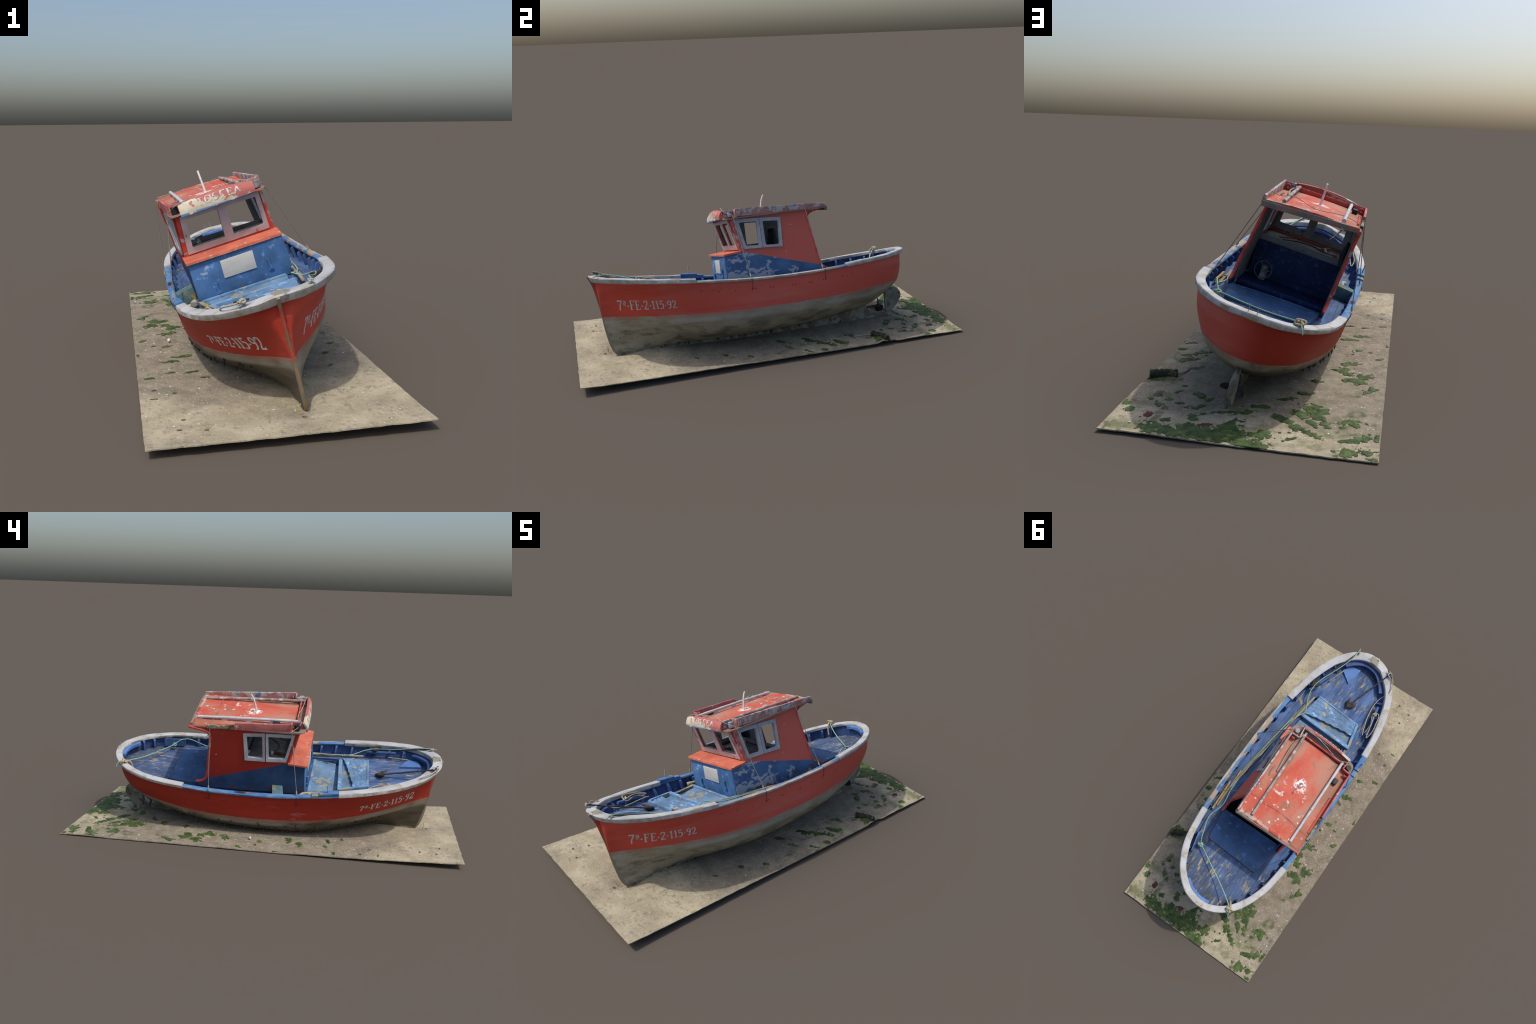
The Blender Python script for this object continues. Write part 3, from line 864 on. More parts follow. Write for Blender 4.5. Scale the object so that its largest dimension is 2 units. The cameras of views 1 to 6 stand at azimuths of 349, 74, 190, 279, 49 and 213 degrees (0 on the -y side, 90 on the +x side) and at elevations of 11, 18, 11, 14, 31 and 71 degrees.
def place_star(u, v, lift):
    y = lerp(-.500, -.772, u)
    base = lerp(.2180, .2275, u); h = lerp(.033, .054, u)
    y += (v - .5) * -.004
    z = base + v * h
    return hull_point(y, z, -1) + hull_normal(y, z, -1) * lift


lettering('registration_lettering', '7a-FE-2-115-92', place_port, M_LETTER)
lettering('registration_lettering', '7a-FE-2-115-92', place_star, M_LETTER)

# bolt holes along the topsides
holes = []
for side, ys in ((1, [(-.370, .292), (-.285, .280), (-.203, .273), (-.118, .270), (-.101, .271), (-.025, .268), (-.010, .266), (.092, .264), (.107, .265), (.183, .264), (.197, .265), (.263, .267), (.278, .268), (.373, .274), (.425, .277)]),
                 (-1, [(.368, .281), (.354, .280), (.279, .272), (.264, .272), (.188, .267), (.174, .266), (.092, .264), (.079, .264), (-.011, .265), (-.027, .266), (-.096, .268), (-.112, .269), (-.189, .276), (-.206, .276), (-.294, .286)])):
    for y, z in ys:
        c = hull_point(y, z, side); n = hull_normal(y, z, side)
        holes.append(tube_data([c - n * .004, c + n * .0006], .0026, 8))
V, F = join_data(holes)
add('bolt_heads', V, F, M_HOLE, kind='stuff')

# ------------------------------------------------------------------ rudder and propeller
rud = round_poly([(.722, .148), (.760, .152), (.802, .144), (.822, .112), (.822, .085), (.792, .042), (.752, .013), (.724, .012)], [.004, .02, .02, .02, .02, .03, .01, .004])
rud = densify(rud, .012)
twist = lambda y, z: .010 * math.sin((z - .08) * 28) * .4
V, F = slab(rud, [], lambda y, z: Vector((-.011 + .0065 + twist(y, z), y, z)), lambda y, z: Vector((-.011 - .0065 + twist(y, z), y, z)))
add('rudder', V, F, M_RUDDER, bevel=.003, smooth=50)
add('rudder_shoe', *join_data([box(-.007, .007, .700, .752, -.008, .010), beam((-.004, .728, .010), (-.004, .735, .17), .012, .012, (1, 0, 0))]), M_KEEL, bevel=.002, smooth=40)
tube('propeller_shaft', [(0, .600, .054), (0, .682, .052)], .0075, M_IRON, 12)
tube('propeller_hub', [(0, .664, .052), (0, .672, .052), (0, .684, .052), (0, .694, .052)], [.010, .0125, .011, .005], M_IRON, 12)
for k in range(3):
    a0 = math.radians(90 + 120 * k + 8)
    V, F = [], []
    NR, NC = 7, 6
    for i in range(NR):
        r = .008 + .042 * i / (NR - 1)
        w = .019 * math.sin(math.pi * min(1, .22 + .72 * i / (NR - 1))) ** .7
        for layer in (-1, 1):
            for j in range(NC):
                q = (j / (NC - 1) - .5) * 2 * w
                pit = math.radians(38 - i * 2)
                t_off, y_off = q * math.cos(pit), q * math.sin(pit)
                xx = r * math.cos(a0) - t_off * math.sin(a0); zz = r * math.sin(a0) + t_off * math.cos(a0)
                V.append((xx, .678 + y_off + layer * .0018, .052 + zz))
    for i in range(NR - 1):
        for j in range(NC - 1):
            a = i * 2 * NC + j
            F += [(a, a + 1, a + 2 * NC + 1, a + 2 * NC), (a + NC, a + NC + 1, a + 3 * NC + 1, a + 3 * NC)]
        for j in (0, NC - 1):
            a = i * 2 * NC + j
            F.append((a, a + NC, a + 3 * NC, a + 2 * NC))
    for i in (0, NR - 1):
        for j in range(NC - 1):
            a = i * 2 * NC + j
            F.append((a, a + 1, a + NC + 1, a + NC))
    add('propeller_blade', V, F, M_IRON, smooth=50)

# growth hanging from the starboard bilge and along the keel
grow = []
rnd = random.Random(3)
for k in range(90):
    y = rnd.uniform(-.62, .55) if k < 60 else rnd.uniform(-.60, .45)
    side = -1 if k < 64 else 1
    z = rnd.uniform(.075, .15) if side < 0 else rnd.uniform(.012, .03)
    c = hull_point(y, z, side)
    L = rnd.uniform(.006, .020)
    down = Vector((-.27 * 1, 0, -.96)).normalized()
    tip = c + Vector((-.2, rnd.uniform(-.4, .4), -.9)).normalized() * L
    grow.append(tube_data([c, c.lerp(tip, .5) + Vector((rnd.uniform(-.002, .002),) * 3), tip], [rnd.uniform(.003, .006), rnd.uniform(.003, .005), .0012], 6))
V, F = join_data(grow)
add('bilge_growth', V, F, M_BARNACLE, smooth=60, kind='stuff')

# ------------------------------------------------------------------ wheelhouse
def port_x(y, z): return .192 - (max(z, .352) - .353) * (.115 + .035 * max(0, min(1, (y + .15) / .42)))
def star_x(y, z): return -(.1990 + max(0, min(1, (y + .16) / .44)) * (z - .31) * .09)


side_outline = [(-.214, .284), (-.214, .448), (-.132, .462), (-.182, .634), (.352, .648), (.350, .640), (.300, .630), (.270, .620), (.257, .606), (.256, .590),
                (.272, .480), (.289, .365), (.298, .338), (.322, .320), (.352, .313), (.350, .303), (.30, .284)]
front_hole = lambda q: round_poly(q, .006, 3)
port_holes = [front_hole([(-.124, .611), (-.024, .609), (-.026, .480), (-.095, .484)]), front_hole([(.006, .606), (.094, .600), (.084, .473), (.005, .475)])]
star_holes = [front_hole([(-.152, .607), (-.030, .610), (-.030, .482), (-.116, .483)]), front_hole([(-.006, .610), (.076, .607), (.074, .483), (-.004, .481)])]
TH = .009
so = densify(side_outline, .03)
V, F = slab(so, [densify(h, .02) for h in port_holes], lambda y, z: Vector((port_x(y, z), y, z)), lambda y, z: Vector((port_x(y, z) - TH, y, z)))
add('wheelhouse_side', V, F, M_CABIN, smooth=30)
V, F = slab(so, [densify(h, .02) for h in star_holes], lambda y, z: Vector((star_x(y, z), y, z)), lambda y, z: Vector((star_x(y, z) + TH, y, z)))
add('wheelhouse_side', V, F, M_CABIN, smooth=30)
# grey inner lining of the sides
for fx, sg, hl in ((port_x, 1, port_holes), (star_x, -1, star_holes)):
    lining = [(-.118, .464), (-.165, .630), (.250, .632), (.250, .590), (.283, .365), (.283, .29), (.09, .29), (.09, .464)]
    V, F = slab(densify(lining, .03), [densify(h, .02) for h in hl], lambda y, z: Vector((fx(y, z) - sg * (TH + .0015), y, z)), lambda y, z: Vector((fx(y, z) - sg * (TH + .004), y, z)))
    add('inner_lining', V, F, M_INNER_GREY, smooth=30)


def window_frame(fx, sg, outer, hole, name='window_frame'):
    V, F = slab(densify(round_poly(outer, .003, 2), .03), [densify(round_poly(hole, .007, 3), .03)],
                lambda y, z: Vector((fx(y, z) + sg * .0055, y, z)), lambda y, z: Vector((fx(y, z) - sg * (TH + .002), y, z)))
    add(name, V, F, M_FRAME, bevel=.0012, smooth=40)


window_frame(port_x, 1, [(-.141, .628), (-.0105, .623), (-.0125, .467), (-.110, .470)], [(-.121, .608), (-.026, .606), (-.028, .482), (-.098, .486)])
window_frame(port_x, 1, [(-.0085, .623), (.108, .615), (.096, .460), (-.0105, .467)], [(.008, .604), (.091, .598), (.082, .476), (.007, .478)])
window_frame(star_x, -1, [(-.166, .622), (-.0215, .625), (-.0215, .465), (-.123, .468)], [(-.148, .605), (-.033, .608), (-.033, .485), (-.114, .486)])
window_frame(star_x, -1, [(-.0165, .625), (.090, .621), (.087, .467), (-.0165, .465)], [(-.004, .608), (.073, .605), (.071, .486), (-.004, .484)])

# front panel (blue), its white notice board, red shelf, windscreen
xl, xr = star_x(-.214, .30), port_x(-.214, .30)
xl2, xr2 = star_x(-.214, .445), port_x(-.214, .445)
V, F = box8([(xl, -.216, .284), (xr, -.219, .284), (xr, -.207, .284), (xl, -.204, .284), (xl2, -.216, .448), (xr2, -.219, .448), (xr2, -.207, .448), (xl2, -.204, .448)])
add('front_panel', V, F, M_CABIN_FRONT, bevel=.002, smooth=40)
add('notice_board', *box8([(-.0785, -.221, .3515), (.0535, -.2225, .3515), (.0535, -.214, .3515), (-.0785, -.214, .3515), (-.0775, -.221, .4215), (.0545, -.2225, .423), (.0545, -.214, .423), (-.0775, -.214, .4215)]), M_PLATE, bevel=.0015, smooth=40)
for cx, cz in ((.104, .352), (-.118, .322)):                  # old hinge castings
    add('hinge_casting', *join_data([tube_data([(cx, -.2215, cz + .022), (cx + .001, -.2225, cz), (cx + .004, -.2215, cz - .020)], [.006, .005, .008], 8), box(cx - .008, cx + .013, -.224, -.216, cz - .028, cz - .016)]), M_CABIN_FRONT, smooth=60)
sh = round_poly([(-.208, -.131), (-.206, -.229), (.184, -.223), (.186, -.131)], [0, .006, .006, 0])
sh = densify(sh, .04)
V, F = slab(sh, [], lambda x, y: Vector((x, y, .462 + (y + .131) * .09)), lambda x, y: Vector((x, y, .453 + (y + .131) * .09)))
add('front_shelf', V, F, M_SHELF, bevel=.002, smooth=40)

WBL, WBR, WTL, WTR = Vector((-.198, -.139, .458)), Vector((.176, -.133, .462)), Vector((-.189, -.188, .632)), Vector((.162, -.178, .636))
wn = (WBR - WBL).cross(WTL - WBL).normalized()
if wn.y > 0: wn = -wn
def screen(a, b): return WBL * (1 - a) * (1 - b) + WBR * a * (1 - b) + WTL * (1 - a) * b + WTR * a * b
lh = round_poly([(.097, .89), (.480, .89), (.480, .17), (.097, .17)], [.01, .035, .01, .015])
rh = round_poly([(.558, .89), (.915, .89), (.915, .17), (.558, .17)], [.03, .01, .03, .02])
V, F = slab(densify([(0, 0), (1, 0), (1, 1), (0, 1)], .1), [lh, rh], lambda a, b: screen(a, b), lambda a, b: screen(a, b) - wn * .009)
add('windscreen_wall', V, F, plain('windscreen_wall_paint', (0.50, 0.065, 0.045), .2, 16, chips=(.40, .33, .33), chip_at=.60), smooth=30)
fo = [(.045, .055), (.955, .055), (.955, .97), (.045, .97)]
lh2 = round_poly([(.107, .87), (.468, .87), (.468, .19), (.107, .19)], [.012, .04, .012, .018])
rh2 = round_poly([(.568, .87), (.905, .87), (.905, .19), (.568, .19)], [.03, .012, .03, .02])
V, F = slab(densify(fo, .1), [lh2, rh2], lambda a, b: screen(a, b) + wn * .004, lambda a, b: screen(a, b) - wn * .0015)
add('windscreen_frame', V, F, M_FRAME_FRONT, bevel=.001, smooth=40)
V, F = slab(densify([(.02, .02), (.98, .02), (.98, .985), (.02, .985)], .1), [lh2, rh2], lambda a, b: screen(a, b) - wn * .0105, lambda a, b: screen(a, b) - wn * .013)
add('windscreen_lining', V, F, M_INNER_GREY, smooth=40)

# inside: chart shelf under the windows, front wall, wheel, well, rounded thwart
add('chart_shelf', *join_data([box8([(-.196, -.136, .446), (.170, -.136, .446), (.166, .100, .446), (-.203, .104, .446), (-.196, -.136, .453), (.170, -.136, .453), (.166, .100, .453), (-.203, .104, .453)]), box8([(-.203, .098, .452), (.164, .095, .452), (.164, .106, .452), (-.203, .109, .452), (-.204, .098, .474), (.163, .095, .470), (.163, .106, .470), (-.204, .109, .474)])]), M_INNER_GREY, bevel=.002, smooth=40)
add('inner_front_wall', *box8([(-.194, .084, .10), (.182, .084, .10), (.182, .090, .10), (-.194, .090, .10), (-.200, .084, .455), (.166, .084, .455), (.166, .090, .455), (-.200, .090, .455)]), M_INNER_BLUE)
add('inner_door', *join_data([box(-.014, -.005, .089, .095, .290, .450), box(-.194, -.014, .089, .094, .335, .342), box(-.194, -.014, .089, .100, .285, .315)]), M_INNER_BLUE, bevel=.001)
add('shelf_clutter', *join_data([beam((-.115, -.10, .453), (-.09, -.03, .453), .016, .012), tube_data([(-.150, .03, .458), (-.16, .045, .463), (-.172, .06, .459)], [.008, .013, .006], 8), tube_data(path([(-.16, -.035, .455), (-.10, -.02, .455), (-.05, -.06, .455), (.03, -.04, .455), (.08, .01, .455)], 20), .003, 6), beam((.05, -.10, .453), (.10, -.02, .453), .012, .004)]), plain('clutter', (0.16, 0.10, 0.065), .5, 40), smooth=50, kind='stuff')
add('shelf_shell', *join_data([tube_data([(-.122, .086, .455), (-.112, .088, .463), (-.104, .09, .455)], [.004, .012, .004], 9), tube_data([(-.110, -.035, .455), (-.10, -.037, .462), (-.092, -.038, .455)], [.004, .010, .004], 9)]), M_SHELL, smooth=60, kind='stuff')
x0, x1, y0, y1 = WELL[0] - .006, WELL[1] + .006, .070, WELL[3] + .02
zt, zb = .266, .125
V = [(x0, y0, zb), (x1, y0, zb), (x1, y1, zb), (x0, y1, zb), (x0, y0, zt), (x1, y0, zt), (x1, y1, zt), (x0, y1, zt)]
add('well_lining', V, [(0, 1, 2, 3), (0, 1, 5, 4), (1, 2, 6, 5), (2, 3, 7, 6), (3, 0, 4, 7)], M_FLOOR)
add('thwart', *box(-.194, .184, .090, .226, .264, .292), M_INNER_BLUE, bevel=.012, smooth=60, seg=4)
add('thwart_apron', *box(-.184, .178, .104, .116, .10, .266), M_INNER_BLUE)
M_WHEEL = plain('wheel_paint', (0.13, 0.135, 0.14), 0.25, 40)
wc = Vector((.102, .150, .338))
wax = Vector((0, .95, .30)).normalized(); wa = Vector((1, 0, 0)); wb = wax.cross(wa)
V, F = tube_data([wc + (wa * math.cos(a) + wb * math.sin(a)) * .036 for a in np.linspace(0, 2 * math.pi, 33)], .0022, 6)
wheel = add('steering_wheel', V, F, M_WHEEL, smooth=60)
spokes = [tube_data([wc - wax * .004, wc + (wa * math.cos(a) + wb * math.sin(a)) * .036], .0018, 6) for a in (math.pi, 2.2, 5.2)]
V, F = join_data(spokes + [tube_data([wc - wax * .016, wc + wax * .004], .009, 12)])
add('wheel_hub', V, F, M_WHEEL, parent=wheel, smooth=60)
add('wheel_column', *box8([(.086, .096, .28), (.118, .096, .28), (.114, .140, .28), (.088, .140, .28), (.092, .096, .348), (.116, .096, .348), (.114, .134, .348), (.094, .134, .348)]), M_GREYBOX, bevel=.004, smooth=50)
V, F = [], []
for i in range(9):                                            # black oilskin hanging on the starboard side
    t = i / 8
    z = .450 + .110 * t; w = .034 * (1 - .45 * t); d = .012 + .018 * math.sin(math.pi * (.15 + .7 * t))
    for k in range(12):
        a = 2 * math.pi * k / 12
        rr = 1 + .25 * noise.noise(Vector((math.cos(a) * 2, math.sin(a) * 2, t * 5)))
        V.append((-.205 + d * .5 + d * .5 * math.cos(a) * rr, .150 + w * math.sin(a) * rr, z))
F = [(i * 12 + k, i * 12 + (k + 1) % 12, (i + 1) * 12 + (k + 1) % 12, (i + 1) * 12 + k) for i in range(8) for k in range(12)] + [tuple(range(12)), tuple(96 + k for k in range(12))]
add('hanging_oilskin', V, F, M_BLACK, smooth=70)

# red moulding down the after edge of each side
for fx, sg in ((port_x, 1), (star_x, -1)):
    pts = path([(fx(y, z) - sg * .004, y, z) for y, z in ((.360, .647), (.330, .640), (.295, .632), (.270, .622), (.257, .607), (.257, .585), (.264, .530), (.277, .440), (.289, .362), (.298, .338), (.318, .321), (.354, .313))], 60)
    tube('side_moulding', pts, [.0075] * 58 + [.0065, .004], M_TRIM_RED, 10)
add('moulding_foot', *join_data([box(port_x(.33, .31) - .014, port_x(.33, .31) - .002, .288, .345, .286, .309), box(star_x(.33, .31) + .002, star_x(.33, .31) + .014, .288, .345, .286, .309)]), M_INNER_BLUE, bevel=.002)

# ------------------------------------------------------------------ roof
def roof_z(x, y):
    t = (x + .025) / .19
    return .638 + .014 * (y + .2) / .57 - .017 * (x + .03) * (y + .2) / .57 + .010 * (1 - t * t)


RO = [(-.214, -.150), (-.205, -.214), (.172, -.197), (.183, -.150), (.157, .372), (-.228, .350)]
ro = densify(round_poly(RO, [0, .05, .05, 0, .004, .004], 6), .025)
inner = [(x, y) for x in np.linspace(-.19, .14, 9) for y in np.linspace(-.16, .33, 10)]
V, F = slab(ro, [], lambda x, y: Vector((x, y, roof_z(x, y) - .0005)), lambda x, y: Vector((x, y, roof_z(x, y) - .0075)))
add('roof_edge', V, F, M_ROOF_EDGE, bevel=.002, smooth=40)
V, F = [], []
nx, ny = 24, 34
corner = [(-.205, -.155), (.168, -.150), (.151, .366), (-.222, .344)]
for i in range(ny + 1):
    for j in range(nx + 1):
        a, b = j / nx, i / ny
        x = (corner[0][0] * (1 - a) + corner[1][0] * a) * (1 - b) + (corner[3][0] * (1 - a) + corner[2][0] * a) * b
        y = (corner[0][1] * (1 - a) + corner[1][1] * a) * (1 - b) + (corner[3][1] * (1 - a) + corner[2][1] * a) * b
        V.append((x, y, roof_z(x, y) + .0012 + .0008 * noise.noise(Vector((x * 30, y * 18, 4)))))
F = [(i * (nx + 1) + j, i * (nx + 1) + j + 1, (i + 1) * (nx + 1) + j + 1, (i + 1) * (nx + 1) + j) for i in range(ny) for j in range(nx)]
ob = add('roof_top', V, F, M_ROOF, smooth=40)
so_ = ob.modifiers.new('thick', 'SOLIDIFY'); so_.thickness = .003; so_.offset = -1
V, F = slab([(-.188, -.160), (.154, -.158), (.140, .352), (-.212, .332)], [], lambda x, y: Vector((x, y, roof_z(x, y) - .0078)), lambda x, y: Vector((x, y, roof_z(x, y) - .0095)))
add('roof_ceiling', V, F, M_INNER_GREY)


def board(name, pts, th, bottom, top, mat, lean=0.0, ragged=0.0, parent=BOAT):
    """upright plank following a plan line; bottom and top give heights along it"""
    V, F = [], []
    n = len(pts)
    for i, (x, y) in enumerate(pts):
        a = Vector(pts[max(i - 1, 0)]); b = Vector(pts[min(i + 1, n - 1)])
        t = (b - a).normalized(); nn = Vector((t.y, -t.x)) * th / 2
        z0, z1 = bottom(i / (n - 1)), top(i / (n - 1))
        z1 += ragged * noise.noise(Vector((x * 60, y * 60, 1)))
        for sx, z in ((-1, z0), (1, z0), (1, z1), (-1, z1)):
            V.append((x + nn.x * sx + lean * (z - z0), y + nn.y * sx, z))
    for i in range(n - 1):
        F += [(4 * i + k, 4 * i + (k + 1) % 4, 4 * i + 4 + (k + 1) % 4, 4 * i + 4 + k) for k in range(4)]
    F += [(0, 1, 2, 3), tuple(4 * (n - 1) + k for k in (3, 2, 1, 0))]
    return add(name, V, F, mat, parent, bevel=.0012, smooth=40)


line = lambda a, b, n: [(a[0] + (b[0] - a[0]) * i / (n - 1), a[1] + (b[1] - a[1]) * i / (n - 1)) for i in range(n)]
board('port_coaming', line((.168, -.127), (.151, .362), 26), .009, lambda t: lerp(.642, .637, t), lambda t: lerp(.683, .667, t), M_COAMING_PORT, ragged=.001)
board('starboard_coaming', line((-.206, -.142), (-.219, .130), 16), .009, lambda t: lerp(.636, .640, t), lambda t: lerp(.680, .677, t), M_COAMING_STAR, ragged=.001)
board('broken_coaming', line((-.219, .136), (-.224, .268), 12), .012, lambda t: .643, lambda t: lerp(.664, .658, t), plain('rotten_wood', (.26, .24, .17), .4, 40, chips=(.07, .06, .04), chip_at=.55), ragged=.009)
board('fallen_strip', line((-.196, .020), (-.206, .235), 12), .008, lambda t: .644, lambda t: .657, M_TRIM_RED, ragged=.002)
board('coaming_return', line((.166, -.127), (.122, -.130), 5), .007, lambda t: .642, lambda t: .680, M_COAMING_PORT)
board('coaming_return', line((.121, -.131), (.129, -.192), 5), .007, lambda t: .642, lambda t: .678, M_COAMING_PORT)
board('coaming_return', line((-.204, -.143), (-.160, -.146), 5), .007, lambda t: .640, lambda t: .677, M_COAMING_STAR)
board('coaming_return', line((-.159, -.147), (-.162, -.200), 5), .007, lambda t: .638, lambda t: .674, M_COAMING_STAR)
board('roof_front_board', line((-.160, -.168), (.124, -.160), 10), .006, lambda t: .640, lambda t: .668, M_TRIM_RED)
board('roof_aft_batten', line((-.222, .3485), (.151, .3695), 12), .012, lambda t: lerp(.644, .626, t), lambda t: lerp(.664, .648, t), M_ROOF_EDGE, ragged=.002)

# curved name board over the windscreen
def sign_pt(a, b, d):
    """a across 0..1, b up 0..1, d out of the face"""
    bot = Vector((-.167, -.222, .627)).lerp(Vector((.134, -.211, .637)), a)
    top = Vector((-.167, -.207, .672)).lerp(Vector((.133, -.197, .677)), a)
    arch = .015 * (1 - (2 * a - 1) ** 2)
    p = bot.lerp(top, b); p.z += arch * b
    p.y -= .006 * math.sin(math.pi * b) + .006 * (1 - (2 * a - 1) ** 2)
    return p + Vector((0, -.95, .3)) * d


V, F = [], []
na, nb = 24, 6
for d in (0, -.009):
    V += [sign_pt(i / na, j / nb, d) for i in range(na + 1) for j in range(nb + 1)]
o = (na + 1) * (nb + 1)
for i in range(na):
    for j in range(nb):
        q = (i * (nb + 1) + j, (i + 1) * (nb + 1) + j, (i + 1) * (nb + 1) + j + 1, i * (nb + 1) + j + 1)
        F += [q, tuple(k + o for k in reversed(q))]
edge = [i * (nb + 1) for i in range(na + 1)] + [na * (nb + 1) + j for j in range(1, nb + 1)] + [i * (nb + 1) + nb for i in range(na - 1, -1, -1)] + [j for j in range(nb - 1, 0, -1)]
for i in range(len(edge)):
    a, b = edge[i], edge[(i + 1) % len(edge)]
    F.append((a, b, b + o, a + o))
sign = add('name_board', V, F, M_SIGN, smooth=50)
GLYPHS['G'] = ([([(.12, .0), (.12, 1.)], .075), ([(.05, .95), (.50, .95)], .06)], .54)
lettering('name_lettering', 'TOSGEA', lambda u, v, l: sign_pt(lerp(.245, .835, u), lerp(.36, .85, v), l), M_SIGN_LETTER, parent=sign)

# handrails on pads, mast, lamps
for nm, a, b, mat, pads in (('handrail', (-.156, .329, .668), (-.139, -.178, .666), M_RAILBAR, 5), ('handrail', (.079, .338, .664), (.104, -.178, .666), M_RAILBAR_OLD, 5)):
    a, b = Vector(a), Vector(b)
    n = 24
    pts = [a.lerp(b, i / n) + Vector((0, 0, .0025 * math.sin(math.pi * i / n))) for i in range(n + 1)]
    rail = tube(nm, pts, [.0075 + .0012 * noise.noise(Vector((i * .6, 5, a.x * 9))) for i in range(n + 1)], mat, 10)
    V, F = join_data([box8([(p.x - .006, p.y - .016, roof_z(p.x, p.y)), (p.x + .006, p.y - .016, roof_z(p.x, p.y)), (p.x + .006, p.y + .016, roof_z(p.x, p.y)), (p.x - .006, p.y + .016, roof_z(p.x, p.y)),
                             (p.x - .005, p.y - .009, p.z), (p.x + .005, p.y - .009, p.z), (p.x + .005, p.y + .009, p.z), (p.x - .005, p.y + .009, p.z)]) for p in [a.lerp(b, (.02 + .96 * k / (pads - 1))) for k in range(pads)]])
    add('handrail_pads', V, F, mat, parent=rail, bevel=.002, smooth=50)
mast = tube('mast', path([(-.028, .053, .645), (-.0285, .056, .665), (-.030, .063, .705), (-.031, .073, .735), (-.031, .080, .748)], 24), list(np.linspace(.0052, .0042, 24)), M_MAST, 10)
tube('mast_foot', [(-.028, .053, .646), (-.028, .053, .654), (-.028, .0535, .660)], [.013, .009, .005], M_MAST, 12, parent=mast)
tube('navigation_lamp', [(-.182, -.172, .640), (-.182, -.172, .668)], .014, M_BLACK, 14)
tube('navigation_lamp', [(.150, -.158, .642), (.150, -.158, .670)], .013, M_GREYBOX, 14)
ring = lambda c, r, ax: [Vector(c) + Vector((math.cos(a) * r if ax != 'x' else 0, math.cos(a) * r if ax == 'x' else 0, math.sin(a) * r)) for a in np.linspace(0, 2 * math.pi, 17)]
tube('coaming_ring', ring((.146, -.112, .662), .009, 'y'), .0035, M_TRIM_RED)
tube('coaming_ring', ring((-.190, -.122, .662), .009, 'y'), .0035, M_TRIM_RED)
add('roof_box', *box(-.178, -.155, -.085, -.050, .640, .668), M_BLACK, bevel=.003, smooth=50)
add('roof_lashings', *join_data([tube_data(path([(.112, -.16, .668), (.125, -.10, .656), (.118, .00, .656), (.108, .08, .655)], 20), .004, 6), tube_data(path([(.13, .06, .652), (.135, .09, .653), (.128, .12, .652)], 8), .003, 6), tube_data(path([(-.18, -.03, .648), (-.185, .05, .648), (-.18, .12, .648)], 10), .003, 6)]), M_WOOD_GREY, smooth=60, kind='stuff')

# stays and roof lines
for pts in ([(.180, -.150, .645), (.291, -.117, .331)], [(.158, .246, .660), (.266, .274, .326)], [(-.214, -.150, .640), (-.289, -.187, .335)], [(-.232, .252, .662), (-.294, .262, .330)]):
    a, b = Vector(pts[0]), Vector(pts[1])
    tube('stay', [a, b], .0018, M_WIRE, 6)
    tube('stay_lashing', [b + (a - b).normalized() * .022, b + (a - b).normalized() * .012, b], [.002, .0045, .003], M_ROPE_GREY, 8)
    side = 1 if b.x > 0 else -1
    z1 = .268
    q = hull_point(b.y + .002, z1, side) + hull_normal(b.y, z1, side) * .001
    r = rim_at(y_to_s(b.y), -.001)
    tube('chainplate', [(r[0] * side, b.y, r[2] + .012), (r[0] * side, b.y, r[2]), q], .0016, M_IRON, 6)
tube('roof_line', path([(.158, .246, .672), (.10, .244, .668), (.08, .244, .676), (-.02, .243, .662), (-.15, .246, .672), (-.224, .250, .658)], 30), .0012, M_WIRE, 6)
tube('roof_line', path([(.180, -.150, .648), (.128, -.192, .680), (.10, -.190, .690), (-.03, -.178, .684), (-.138, -.175, .678), (-.164, -.190, .676), (-.214, -.150, .643)], 40), .0016, M_ROPE_GREY, 6)

# ------------------------------------------------------------------ deck fittings
# after hatch cover
hz = .2945
V, F = slab(densify(round_poly([(-.185, .310), (.187, .332), (.158, .514), (-.161, .514)], [.004, .004, .016, .016]), .03), [], lambda x, y: Vector((x, y, hz + .003 * (1 - (x / .18) ** 2))), lambda x, y: Vector((x, y, .258)))
add('aft_hatch', V, F, M_AFT_HATCH, bevel=.004, smooth=50)

# fore hatch: frame, broken quilted lid, bottom board
fz = lambda x, y: .300 + (-.375 - y) * .085 + .021
add('fore_hatch_frame', *join_data([beam((.165, -.377, .287), (-.178, -.391, .294), .021, .022), beam((.158, -.385, .296), (.134, -.522, .308), .008, .015), beam((-.170, -.395, .298), (-.137, -.528, .310), .016, .019), beam((.138, -.524, .308), (-.142, -.532, .308), .010, .018)]), M_LIGHT, bevel=.003, smooth=50)
lid = densify([(.136, -.520), (-.140, -.530), (-.160, -.432), (-.130, -.440), (-.075, -.446), (-.015, -.436), (.040, -.430), (.090, -.414), (.140, -.398), (.156, -.392)], .02)
xs, ys = np.linspace(-.165, .16, 70), np.linspace(-.532, -.390, 34)
V, F, ok = [], [], {}
def lid_edge(x): return float(np.interp(x, [-.170, -.144, -.10, -.05, 0, .05, .10, .13, .16], [-.458, -.456, -.452, -.440, -.430, -.418, -.405, -.395, -.389]) + .002 * math.sin(x * 140))
